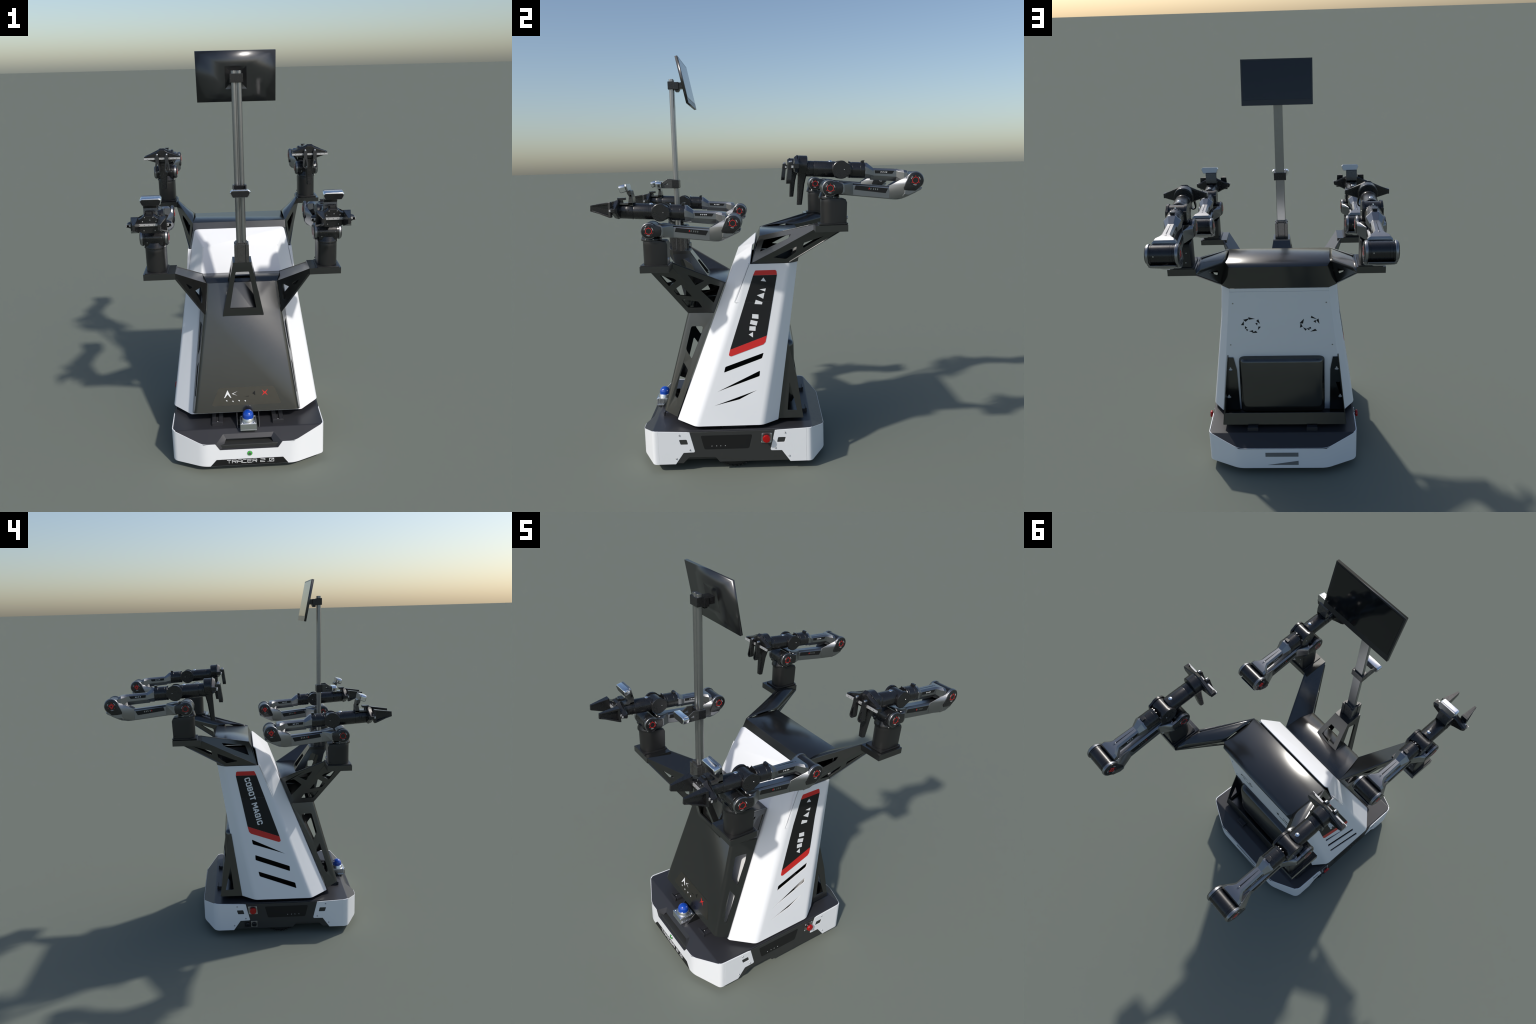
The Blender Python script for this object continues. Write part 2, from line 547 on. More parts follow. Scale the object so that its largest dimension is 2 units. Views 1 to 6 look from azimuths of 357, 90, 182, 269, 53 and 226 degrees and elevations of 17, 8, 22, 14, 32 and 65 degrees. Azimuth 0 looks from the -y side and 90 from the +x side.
# rail blocks on the deck
for x in (-.152, .153):
    B = Builder()
    B.box((x - .028, -.516, .203), (x + .028, -.507, .224), DECK)
    B.box((x - .028, -.504, .203), (x - .007, -.40, .222), DECK)
    B.box((x + .007, -.504, .203), (x + .028, -.40, .222), DECK)
    B.box((x - .026, -.508, .203), (x + .026, -.40, .214), DECK)
    B.tube((x, -.495, .212), (x, -.495, .220), [(0, .004), (.7, .004), (1, .002)], STEEL, 12)
    B.box((x - .028, .216, .203), (x + .028, .224, .226), DECK)
    B.box((x - .026, .13, .203), (x + .026, .218, .222), DECK)
    make(B, "rail_block", chassis, bevel=.0015)

# ================================================================== BEACON
B = Builder()
xc = .004
B.box((xc - .034, -.570, .2105), (xc + .034, -.498, .242), SILVER)
B.box((xc - .0405, -.5745, .2065), (xc + .0405, -.4935, .2125), SILVER)
B.box((xc - .0405, -.5745, .2135), (xc + .0405, -.5665, .2435), SILVER)
B.box((xc - .038, -.5715, .2405), (xc + .038, -.4945, .2455), SILVER)
for k in range(9):
    y = -.560 + k * .0076
    B.box((xc - .0405, y, .2115), (xc + .0405, y + .0034, .2415), SILVER)
for dx in (-.031, .031):
    for dy in (-.563, -.503):
        B.cyl((xc + dx, dy, .245), (xc + dx, dy, .2475), .0035, CHROME, 12)
B.tube((xc, -.534, .245), (xc, -.534, .262), [(0, .035), (.4, .0335), (1, .0295)], SILVER, 32)
beacon = make(B, "beacon", root, bevel=.0014)
B = Builder()
prof = [(0, .0275)] + [((.013 + .0275 * math.sin(math.radians(a))) / .0405, .0275 * math.cos(math.radians(a))) for a in range(0, 90, 9)] + [(1, .0006)]
B.tube((xc, -.534, .259), (xc, -.534, .2995), prof, BLUE, 36)
make(B, "lens", beacon)
B = Builder()
for s in (1, -1):
    x = xc + s * .055
    B.hull([(x + a, y, z) for a in (-.0015, .0015) for y, z in ((-.545, .206), (-.46, .206), (-.46, .265), (-.49, .262))], BLACK)
B.box((xc - .05, -.52, .2055), (xc + .05, -.47, .2085), BLACK)
B.box((xc - .03, -.565, .196), (xc + .03, -.50, .2065), BLACK)
make(B, "beacon_bracket", beacon, bevel=.0008)

# ================================================================== BODY SHELL
def side_x(z):
    """outer face of the side sheet: two flats meeting in a faint bend at z = ZM"""
    return .380 - (z - .226) * .1452 if z < ZM else .2945 - (z - ZM) * .0870
ZM = .815
Fb, Kf, Kr, Rb = (.284, -.428, .226), (.380, -.327, .226), (.380, -.003, .226), (.325, .073, .229)
FK = (.196, -.116, 1.027)
TA, TB = (.219, -.019, 1.100), (.241, -.031, 1.0909)
SF, KT, RT = (.2785, -.045, .999), (.2785, .147, .999), (.236, .188, .999)
TIP = (.2945, -.119, .815)                        # where the front strip dives under the side sheet
SG = (.2615, -.045, .999)
def sp(y, z):
    return (side_x(z), y, z)
slots_r = [[(-.177, .508), (.011, .571), (.002, .544), (-.184, .480)],
           [(-.222, .388), (-.009, .486), (-.012, .459)],
           [(-.240, .321), (-.025, .393), (-.113, .350)]]
slots_l = [[(.007, .577), (-.189, .486), (.002, .549)],
           [(-.010, .487), (-.206, .416), (-.207, .386), (-.011, .457)],
           [(-.025, .391), (-.235, .318), (-.242, .285), (-.032, .362)]]
def band(B, s, rails, n=6):
    """soft bend: rails = [(previous, corner, next) bottom, ... top]; quadratic arc across each station"""
    rows = []
    for a, c, b in rails:
        rows.append([V(a) * (1 - t) ** 2 + V(c) * 2 * t * (1 - t) + V(b) * t * t for t in [k / n for k in range(n + 1)]])
    for i in range(len(rows) - 1):
        for j in range(n):
            B.sheet(mirror_poly([rows[i][j], rows[i][j + 1], rows[i + 1][j + 1], rows[i + 1][j]], s), [], WHITE)
def toward(a, b, d):
    a, b = V(a), V(b)
    return a + (b - a).normalized() * d
B = Builder()
rF, rK, rR = .008, .018, .018
F0a, F0b = (Fb[0] - rF, Fb[1], Fb[2]), toward(Fb, Kf, rF)
F1a, F1b = (FK[0] - rF, FK[1], FK[2]), toward(FK, (.262, -.050, .99), rF)
K0a, K0b = toward(Kf, Fb, rK), (Kf[0], Kf[1] + rK, Kf[2])
fwd = lerp(Fb, FK, (TIP[2] - Fb[2]) / (FK[2] - Fb[2]))
K1a, K1b = toward(TIP, fwd, .020), (TIP[0], TIP[1] + .024, TIP[2])
R0a, R0b = (Kr[0], Kr[1] - rR, Kr[2]), toward(Kr, Rb, rR)
R1a, R1b = (KT[0], KT[1] - .016, KT[2]), toward(KT, RT, .016)
KM = (.2945, .111, ZM)
RMa, RMb = (KM[0], KM[1] - .017, ZM), toward(KM, lerp(Rb, RT, (ZM - .229) / .770), .017)
B.sheet([mx(F0a), F0a, F1a, mx(F1a)], [], WHITE)
# sloping top, with rounded upper corners and a softened lower fold
TL = lerp(F1a, (.206, -.019, 1.100), .10)
B.sheet([mx(F1a), F1a, FK, TB, (.236, -.0235, 1.0966), (.229, -.020, 1.0992), TA, mx(TA), (-.229, -.020, 1.0992), (-.236, -.0235, 1.0966), mx(TB), mx(FK)], [], WHITE)
for s, slots in ((1, slots_r), (-1, slots_l)):
    band(B, s, [(F0a, Fb, F0b), (F1a, FK, F1b)], 3)
    B.sheet(mirror_poly([F0b, K0a, K1a, F1b], s), [], WHITE)
    for q in ((F1b, K1a, TIP), (F1b, TIP, SG), (F1b, SG, TB), (F1b, TB, FK)):
        B.sheet(mirror_poly(q, s), [], WHITE)
    band(B, s, [(K0a, Kf, K0b), (K1a, TIP, K1b)])
    holes = []
    for h in slots:
        h = fillet([sp(*p) for p in h], .004, 2)
        holes.append([V(p) if s > 0 else V(mx(p)) for p in h])
    B.sheet(mirror_poly([K0b, R0a, RMa, TIP, K1b][:3] + [K1b], s), holes, WHITE)
    B.sheet(mirror_poly([TIP, K1b, RMa, R1a, SF], s), [], WHITE)
    band(B, s, [(R0a, Kr, R0b), (RMa, KM, RMb), (R1a, KT, R1b)])
    RM = lerp(Rb, RT, (ZM - .229) / .770)
    B.sheet(mirror_poly([R0b, Rb, RM, RMb], s), [], WHITE)
    B.sheet(mirror_poly([RMb, RM, RT, R1b], s), [], WHITE)
body = place("body_shell", shell(B, "body_shell", .004, INNER), root)
B = Builder()
for s in (1, -1):
    B.plate(mirror_poly([TIP, SF, SG], s)[::1], [], .003, WHITE, lift=-.0008)
    B.plate(mirror_poly([TIP, SG, SF], s)[::1], [], .003, WHITE, lift=-.0040)
make(B, "side_return", body)
# near-black block inside the shell, visible through the side slots
B = Builder()
B.hull([(k * x, y, z) for k in (-1, 1) for x, y, z in ((.20, -.33, .25), (.20, .0, .25), (.175, -.2, .64), (.175, .07, .64), (.17, .10, .93), (.17, -.08, .93))], INNER)
make(B, "inner_dark_block", body)
# rear access panel with fan vents
def rp(x, z):
    return V((x, .073 + (z - .229) * (.188 - .073) / (.999 - .229), z))
B = Builder()
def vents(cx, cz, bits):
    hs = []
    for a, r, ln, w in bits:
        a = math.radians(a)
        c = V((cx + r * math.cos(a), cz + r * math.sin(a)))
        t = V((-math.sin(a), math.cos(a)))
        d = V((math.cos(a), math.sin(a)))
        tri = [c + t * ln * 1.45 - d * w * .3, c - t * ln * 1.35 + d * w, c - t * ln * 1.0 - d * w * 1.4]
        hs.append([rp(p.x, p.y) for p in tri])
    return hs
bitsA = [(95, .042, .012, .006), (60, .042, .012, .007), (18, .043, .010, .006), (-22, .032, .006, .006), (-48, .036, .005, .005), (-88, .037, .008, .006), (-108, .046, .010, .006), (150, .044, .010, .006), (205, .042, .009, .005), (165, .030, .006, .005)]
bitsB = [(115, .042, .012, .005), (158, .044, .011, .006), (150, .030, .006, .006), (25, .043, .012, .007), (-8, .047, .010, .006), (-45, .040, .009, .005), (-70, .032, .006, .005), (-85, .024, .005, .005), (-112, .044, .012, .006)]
o1 = [rp(.3242, .234), rp(.2382, .980), rp(-.2382, .980), rp(-.3242, .234)]
nz_ = newell([V(p) for p in o1])
if nz_.y < 0:
    o1 = o1[::-1]
B.plate(o1, [], .004, WHITE, lift=.0005)
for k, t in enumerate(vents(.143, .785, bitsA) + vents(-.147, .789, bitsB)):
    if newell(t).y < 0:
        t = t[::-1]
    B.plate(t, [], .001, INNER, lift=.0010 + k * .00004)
frame_top = [rp(.236, .981), rp(.235, .999), rp(-.235, .999), rp(-.236, .981)]
B.plate(frame_top, [], .004, WHITE, lift=.0035)
make(B, "rear_panel", body, bevel=.0006)
B = Builder()
for x, z in ((.225, .915), (.253, .667), (-.257, .663), (-.225, .915)):
    p = rp(x, z)
    B.tube(p + V((0, -.002, 0)), p + V((0, .0022, 0)), [(0, .005), (1, .0035)], STEEL, 6)
make(B, "screw", body)["kind"] = "stuff"

# side labels
def lab_frame(s):
    n = V((s * 1, 0, .1311)).normalized()
    return n
def lab(B, pts, s, m, lift, th=.0012):
    P3 = [V(sp(*p)) for p in pts]
    if newell(P3).x < 0:
        P3 = P3[::-1]
    B.plate(mirror_poly(P3, s), [], th, m, lift=lift)
for s in (1, -1):
    B = Builder()
    L1 = .0012
    lab(B, [(-.030, .9445), (-.021, .964), (-.017, .968), (.078, .968), (.0835, .963), (.0855, .9445)], s, RED, L1)
    lab(B, [(-.030, .944), (.0855, .944), (.0602, .8152), (-.0743, .8152)], s, LABEL, L1)
    lab(B, [(-.0743, .8148), (.0602, .8148), (.0285, .653), (-.1515, .590)], s, LABEL, L1)
    lab(B, [(-.1517, .5895), (.0284, .6525), (.021, .622), (.010, .611), (-.146, .558), (-.155, .560), (-.158, .566)], s, RED, L1)
    label = make(B, "label", body)
    B = Builder()
    if s > 0:
        shapes = [[(.020, .933), (.006, .917), (.032, .913)], [(0, .876), (.030, .880), (.026, .865)], [(-.014, .848), (.023, .859), (.016, .830)],
                  [(-.020, .826), (.012, .814), (.009, .803), (-.027, .806)], [(-.039, .758), (-.009, .755), (-.010, .734), (-.041, .738)],
                  [(-.047, .730), (-.014, .722), (-.020, .702), (-.052, .711)], [(-.054, .700), (-.024, .698), (-.026, .677), (-.056, .680)],
                  [(-.059, .660), (-.038, .672), (-.039, .646)]]
        for sh in shapes:
            lab(B, sh, s, INK, .0018, .001)
    else:
        bold = {'C': [[(1, .68), (1, .86), (.86, 1), (.14, 1), (0, .86), (0, .14), (.14, 0), (.86, 0), (1, .14), (1, .32)]],
                'O': [[(.5, 0), (.14, 0), (0, .14), (0, .86), (.14, 1), (.86, 1), (1, .86), (1, .14), (.86, 0), (.48, 0)]],
                'B': [[(.0, .0), (0, 1), (.8, 1), (.95, .86), (.95, .62), (.82, .5), (.1, .5)], [(.75, .5), (.86, .5), (1, .38), (1, .14), (.86, 0), (-.1, 0)]],
                'T': [[(-.12, 1), (1.12, 1)], [(.5, 1), (.5, -.13)]],
                'M': [[(0, -.13), (0, 1), (.12, 1), (.5, .4), (.88, 1), (1, 1), (1, -.13)]],
                'A': [[(0, -.13), (.0, .3), (.42, 1), (.58, 1), (1, .3), (1, -.13)], [(.0, .28), (1, .28)]],
                'G': [[(1, .68), (1, .86), (.86, 1), (.14, 1), (0, .86), (0, .14), (.14, 0), (.86, 0), (1, .14), (1, .48), (.5, .48)]],
                'I': [[(.5, -.13), (.5, 1.13)]], ' ': []}
        x = 0
        k = 0
        H = .0250
        for ch in "COBOT MAGIC":
            w = {'M': .0245, 'I': .004, ' ': .006, 'T': .0165}.get(ch, .0172)
            cz = .925 - x * .9685                         # height where this letter starts
            lower = cz - w * .97 < ZM                     # letters crossing the bend lie on the lower flat
            n = V((-1, 0, .1452 if lower else .0870)).normalized()
            adv = V((0, -.0745, -.290))
            adv = (adv - n * adv.dot(n)).normalized()
            up = n.cross(adv)
            if up.y > 0:
                up = -up
            sx_ = (.380 - (cz - .226) * .1452) if lower else side_x(cz)
            o = V((-sx_, .0355 - x * .2488, cz)) + n * (.0014 if not lower or cz < ZM else .0030)
            for st in bold[ch]:
                B.ribbon([(p[0] * w, p[1] * H) for p in st], .0066, (o, adv, up, n), INK, -.0002, .0006 + k * .00006)
                k += 1
            x += w + (.0105 if ch != ' ' else .006)
    make(B, "lettering", body)

# ================================================================== FRONT COVER
HT, HC, HB = (.174, -.334, .902), (.193, -.364, .747), (.262, -.494, .268)
HBR, HD, HR = (.278, -.431, .237), (.219, -.230, .749), (.204, -.169, .899)
B = Builder()
def tri(*p):
    B.sheet(list(p), [], BLACK)
# slightly bowed edge columns give the sheet its soft bends
eB, eC, eT = (.246, -.496, .268), (.179, -.366, .747), (.162, -.336, .902)
tri(mx(eB), eB, mx(eC)); tri(eB, eC, mx(eC))
tri(mx(eC), eC, mx(eT)); tri(eC, eT, mx(eT))
hl1 = [(.208, -.349, .682), (.219, -.289, .683), (.2235, -.298, .645), (.238, -.352, .520), (.2245, -.379, .570)]
hl2 = [(.233, -.393, .506), (.245, -.370, .466), (.261, -.428, .325), (.2555, -.441, .337)]
sB, sC = lerp(HB, HBR, .16), lerp(HC, HD, .10)
for s in (1, -1):
    def arc(a, c, b, n=4):
        return [V(a) * (1 - t) ** 2 + V(c) * 2 * t * (1 - t) + V(b) * t * t for t in [k / n for k in range(n + 1)]]
    lo, mi = arc(eB, HB, sB), arc(eC, HC, sC)
    for j in range(4):
        B.sheet(mirror_poly([lo[j], lo[j + 1], mi[j + 1], mi[j]], s), [], BLACK)
    B.sheet(mirror_poly([eC, mi[1], mi[2], HT, eT], s), [], BLACK)
    hs = [[V(p) if s > 0 else V(mx(p)) for p in fillet(h, .010, 3)] for h in (hl1, hl2)]
    B.sheet(mirror_poly([sB, HBR, HD, sC], s), hs, BLACK)
flat = (0, -.965, .263)
cover = place("front_cover", shell(B, "front_cover", .004, lean=[(eB, flat), (mx(eB), flat), (mx(eC), flat), (eC, (.34, -.80, .49)), (eT, (.30, -.86, .42)), (mx(eT), (-.05, -.95, .30))]), root)  # tilted +x corner normals set the diagonal shade and sun streak
B = Builder()
mid = (.190, -.262, .9095)
tri(mx(HT), HT, mid); tri(mx(HT), mid, mx(mid)); tri(mx(mid), mid, HR); tri(mx(mid), HR, mx(HR))
place("cover_lid", shell(B, "cover_lid", .003, lean=[(HT, (.1, -.55, .83)), (mx(HT), (-.1, -.55, .83)), (mid, (.1, -.12, .98)), (mx(mid), (-.1, -.12, .98)), (HR, (.1, .35, .93)), (mx(HR), (-.1, .35, .93))]), cover)  # normals fanned front to back to draw a highlight band across
# badge plate on the cover
ha, hb = V((0, -.366, .747)), V((0, -.496, .268))
hup = (ha - hb).normalized()
hn = V((1, 0, 0)).cross(hup)
if hn.y > 0:
    hn = -hn
def hp(x, s2, h=0.0):
    return hb + V((x, 0, 0)) + hup * s2 + hn * h
def badge(B, pts, m, h):
    P3 = [hp(*p) for p in pts]
    if newell(P3).y > 0:
        P3 = P3[::-1]
    B.plate(P3, [], .001, m, lift=h)
B = Builder()
badge(B, fillet([V((x, y, 0)) for x, y in [(-.176, .034), (.176, .034), (.139, .125), (-.137, .125)]], .012, 3) and
      [(p.x, p.y) for p in fillet([V((x, y, 0)) for x, y in [(-.176, .034), (.176, .034), (.139, .125), (-.137, .125)]], .012, 3)], PANEL, .0008)
bd = make(B, "badge_plate", cover)
B = Builder()
h = .0015
badge(B, [(-.112, .073), (-.094, .112), (-.076, .073), (-.081, .074), (-.094, .091), (-.107, .074)], INK, h)
badge(B, [(-.073, .093), (-.044, .105), (-.066, .093), (-.046, .083)], INK, h)
for x, y in ((-.100, .058), (-.069, .054), (-.038, .056), (-.007, .054)):
    badge(B, [(x - .004, y + .002), (x + .003, y - .004), (x + .004, y + .002), (x, y + .004)], INK, h)
badge(B, [(.093, .096), (.109, .108), (.0985, .0925), (.108, .078), (.0935, .089), (.078, .077), (.088, .0925), (.079, .108)], RED, h)
badge(B, [(.030, .091), (.044, .104), (.045, .080)], LABEL, h)
badge(B, [(-.010, .076), (.012, .079), (.012, .076)], LABEL, h)
make(B, "lettering", cover)

# ================================================================== FRONT ARM BRACKETS
Et, Eb = (.311, -.5385, 1.0265), (.311, -.5385, .9995)
Ft, Fbm = (.330, -.409, 1.0265), (.330, -.409, 1.000)
oa = [(.298, -.478, .960), (.299, -.412, .943), (.295, -.399, .931), (.269, -.441, .899)]
ob = [(.259, -.422, .876), (.285, -.379, .909), (.255, -.333, .843), (.247, -.407, .851)]
oc = [(.235, -.388, .826), (.243, -.306, .815), (.226, -.287, .780), (.213, -.360, .779)]
rd = [(.296, -.345, .960), (.254, -.269, .920), (.274, -.312, .901), (.282, -.323, .922)]
re_ = [(.259, -.289, .873), (.240, -.245, .902), (.214, -.198, .883), (.223, -.231, .802)]
fa = [(.238, -.430, .918), (.271, -.480, .960), (.253, -.453, .916)]
fb2 = [(.199, -.372, .899), (.232, -.421, .896), (.205, -.382, .815), (.198, -.371, .815)]
def plates(B, s, face, holes, m, r=.006, th=.005, out=None):
    P3 = [V(p) for p in face]
    n = newell(P3)
    if out is not None and n.dot(V(out)) < 0:
        P3 = P3[::-1]
    n = newell(P3)
    c = sum(P3, V()) / len(P3)
    hs = []
    for h in holes:
        h = [V(p) - n * (V(p) - c).dot(n) for p in h]
        h = fillet(h, r, 3)
        hs.append([p if s > 0 else V(mx(p)) for p in h])
    B.plate(mirror_poly(P3, s), hs, th, m)
for s in (1, -1):
    B = Builder()
    plates(B, s, [HC, HD, Fbm, Eb], [oa, ob, oc], BLACK, out=(1, 0, -.3))
    plates(B, s, [HD, HR, Ft, Fbm], [rd, re_], BLACK, out=(1, 1, 0))
    plates(B, s, [HT, HC, Eb, Et], [fa, fb2], BLACK, out=(0, -1, 0))
    plates(B, s, [HT, Et, Ft, HR], [], BLACK, out=(0, 0, 1), th=.004)
    x0, x1 = sorted((s * .311, s * .457))
    B.box((x0, -.540, .998), (x1, -.408, 1.0275), BLACK)
    make(B, "arm_bracket", root, bevel=.002, seg=2)

# ================================================================== REAR ARM BRACKET + TOP COVER
PF, PR, PI = (.2475, .006, 1.131), (.243, .199, 1.139), (.227, .219, 1.121)
C0, D0, R0 = (.272, -.036, 1.0005), (.2785, .147, 1.0005), (.236, .190, 1.0005)
FB = (.250, -.0135, 1.094)
B = Builder()
tri(PF, PR, mx(PR)); tri(PF, mx(PR), mx(PF))
tri(PR, PI, mx(PI)); tri(PR, mx(PI), mx(PR))
top = place("top_cover", shell(B, "top_cover", .004, lean=[(PF, (.30, -.10, .95)), (mx(PF), (-.06, -.26, .96)), (PR, (.22, .30, .93)), (mx(PR), (-.22, .26, .94)), (PI, (.1, .75, .66)), (mx(PI), (-.1, .75, .66))]), root)  # corner normals chosen to put the sheen and sun spot on top
B = Builder()
tri(PI, R0, mx(R0)); tri(PI, mx(R0), mx(PI))
for s in (1, -1):
    B.sheet(mirror_poly([D0, PR, PI, R0], s)[::-1], [], BLACK)
place("cover_back", shell(B, "cover_back", .004), top)
B = Builder()
B.plate([mx(FB), FB, PF, mx(PF)], [], .003, BLACK)
B.plate([mx(C0), C0, FB, mx(FB)], [], .003, BLACK)
B.box((-.235, -.02, .990), (.235, .175, .995), INNER)
make(B, "cover_front", top, bevel=.001)
A1, B1 = (.3465, .262, 1.1935), (.3475, .407, 1.166)
AP = (.3465, .312, 1.1925)
C1, D1 = (.3465, .262, 1.163), (.3475, .407, 1.1635)
h2 = [(.285, .071, 1.031), (.310, .183, 1.083), (.296, .179, 1.056), (.279, .134, 1.022)]
h3 = [(.317, .210, 1.098), (.333, .311, 1.132), (.305, .215, 1.075)]
h1 = [(.261, .028, 1.113), (.308, .158, 1.141), (.306, .145, 1.122), (.269, .008, 1.057)]
for s in (1, -1):
    B = Builder()
    plates(B, s, [C0, D0, D1, C1], [h2, h3], BLACK, out=(1, 0, -.5), r=.003)
    plates(B, s, [PF, C0, C1, A1], [h1], BLACK, out=(1, -1, 0), r=.004)
    rear = [PR, D0, D1, B1]
    hr = inset_poly([(.264, .215, 1.115), (.316, .342, 1.151), (.275, .195, 1.062)], .35)
    plates(B, s, rear, [hr], BLACK, out=(-.3, 1, 0), r=.006)
    x0, x1 = sorted((s * .3465, s * .470))
    B.box((x0, .261, 1.164), (x1, .408, 1.194), BLACK)
    make(B, "arm_bracket", root, bevel=.002, seg=2)
    B = Builder()
    rows = []
    for t in [k / 8 for k in range(9)]:
        a, c, b = lerp(PF, A1, t), lerp(lerp(PF, PR, .06), AP, t), lerp(PR, B1, t)
        m1 = lerp(c, b, .5) + V((0, 0, .010))
        rows.append([a, c, lerp(c, m1, .5) + V((0, 0, .004)), m1, lerp(m1, b, .5) + V((0, 0, .004)), b])
    vs = [(s * p.x, p.y, p.z) for r in rows for p in r]
    n = 6
    fs = [(i * n + j, i * n + j + 1, (i + 1) * n + j + 1, (i + 1) * n + j) for i in range(8) for j in range(n - 1)]
    B.add(vs, fs, BLACK)
    o = make(B, "bracket_skin", root, merge=True, solidify=.003, smooth=60)
    bm = bmesh.new(); bm.from_mesh(o.data)
    for fc in bm.faces:
        if fc.normal.z < 0:
            fc.normal_flip()
    bm.to_mesh(o.data); bm.free()

# ================================================================== REAR BATTERY BOX AND CRADLE
B = Builder()
def ring(hw, y, z):
    return None
def box_section(k):
    """side profile of the battery box; k pulls the rim in towards the ends"""
    return [(.085, .596 - .02 * k), (.125 - .02 * k, .5955 - .022 * k), (.146 - .034 * k, .592 - .026 * k), (.158 - .042 * k, .586 - .030 * k), (.1635 - .046 * k, .574 - .034 * k),
            (.164 - .046 * k, .320 + .030 * k), (.161 - .044 * k, .290 + .022 * k), (.150 - .036 * k, .270 + .010 * k), (.085, .262)]
rings = []
for x, k in ((-.2195, 1.0), (-.219, .80), (-.2165, .55), (-.211, .30), (-.202, .11), (-.190, .02), (-.170, 0), (.170, 0), (.190, .02), (.202, .11), (.211, .30), (.2165, .55), (.219, .80), (.2195, 1.0)):
    rings.append([(x, y, z) for y, z in box_section(k)])
B.loft(rings, BLACK)
box = make(B, "battery_box", root, smooth=60)
B = Builder()
for s in (1, -1):
    hole = fillet([(.300, .134, .405), (.313, .121, .268), (.313, .168, .266)], .004, 2)
    hole = [V(p) if s > 0 else V(mx(p)) for p in hole]
    B.plate(mirror_poly([(.319, .072, .2285), (.319, .198, .2285), (.299, .171, .430), (.281, .132, .602), (.281, .124, .602)], s), [hole], .004, BLACK)
    # flange screwed to the back panel, with keyholes
    def rq(x, z, lift=.006):
        return V((x, .073 + (z - .229) * .1494 + lift, z))
    fl = [rq(.278, .588), rq(.252, .588), rq(.240, .508), rq(.240, .235), rq(.318, .235)]
    ks = []
    for kx, kz in ((.272, .511), (.293, .326)):
        ks.append([rq(kx + dx * 1.3, kz + dz * 1.3) for dx, dz in ((-.008, 0), (-.007, -.0045), (-.003, -.007), (.003, -.007), (.007, -.0045), (.008, 0), (.003, .0045), (.0025, .011), (-.0025, .011), (-.003, .0045))])
    if newell(fl).y < 0:
        fl = fl[::-1]
    B.plate(mirror_poly(fl, s), [[p if s > 0 else V(mx(p)) for p in k] for k in ks], .003, BLACK)
B.add([(-.318, .199, .227), (.318, .199, .227), (.312, .186, .290), (-.312, .186, .290), (-.318, .195, .227), (.318, .195, .227), (.312, .182, .290), (-.312, .182, .290)],
      [(0, 1, 2, 3), (7, 6, 5, 4), (0, 4, 5, 1), (3, 2, 6, 7), (1, 5, 6, 2), (0, 3, 7, 4)], BLACK)
B.box((-.314, .07, .2275), (.314, .193, .2325), BLACK)
cradle = make(B, "battery_cradle", root, bevel=.0012)
cradle.location.x = -.0075

# ================================================================== MAST
def pole_profile():
    pts = []
    for k in range(9):                     # right front lobe
        a = math.radians(200 + 160 * k / 8)
        pts.append((.0122 + .0112 * math.cos(a), -.4215 + .0095 * math.sin(a)))
    pts += [(.0235, -.4105), (.0215, -.408), (-.0215, -.408), (-.0235, -.4105)]
    for k in range(9):
        a = math.radians(180 + 160 * k / 8)
        pts.append((-.0122 + .0112 * math.cos(a), -.4215 + .0095 * math.sin(a)))
    return pts
B = Builder()
B.prism_z(pole_profile(), 1.03, 1.913, POLE)
mast = make(B, "mast", root, bevel=.0006, smooth=40)
B = Builder()
so = [(-.035, -.452), (-.020, -.452), (-.018, -.447), (.018, -.447), (.020, -.452), (.035, -.452), (.035, -.430), (.031, -.426), (.031, -.408), (.035, -.404),
      (.035, -.385), (.020, -.385), (.018, -.390), (-.018, -.390), (-.020, -.385), (-.035, -.385), (-.035, -.404), (-.031, -.408), (-.031, -.426), (-.035, -.430)]
B.prism_z(so, 1.04, 1.128, SOCKET, [(x * .985, -.4185 + (y + .4185) * .985) for x, y in so])
B.prism_z([(x * .8, -.4185 + (y + .4185) * .75) for x, y in so], 1.125, 1.136, SOCKET)
make(B, "mast_socket", mast, bevel=.001)
B = Builder()
T1, T2, G1, G2 = (.0455, -.449, 1.027), (.0455, -.358, 1.040), (.103, -.373, .738), (.072, -.262, .903)
B.hull([(sx * x, y, z) for sx in (1, -1) for x, y, z in (T1, T2, (.047, -.4455, 1.012), (.0475, -.354, 1.028), (.0455, -.449, 1.041), (.0455, -.358, 1.043))], BLACK)
def quad_hole(a, b, c, d, l, r_, t, bt):
    """hole in the quad a(top left) b(top right) c(bottom right) d(bottom left)"""
    f2 = lambda u, v: lerp(lerp(a, b, u), lerp(d, c, u), v)
    return [f2(l[0], t), f2(r_[0], t), f2(r_[1], bt), f2(l[1], bt)]
fr = [mx(T1), T1, G1, mx(G1)]
plates(B, 1, fr, [quad_hole(*fr, (.20, .155), (.80, .845), .13, .85)], BLACK, out=(0, -1, 0), th=.007, r=.003)
bk = [mx(T2), T2, G2, mx(G2)]
plates(B, 1, bk, [quad_hole(*bk, (.22, .18), (.78, .82), .38, .86)], BLACK, out=(0, 1, .2), th=.008, r=.003)
for s in (1, -1):
    sd = [T1, T2, G2, G1]
    plates(B, s, sd, [quad_hole(*sd, (.28, .22), (.74, .70), .15, .78)], BLACK, out=(1, 0, 0), th=.008, r=.003)
make(B, "mast_foot", mast, bevel=.0018)
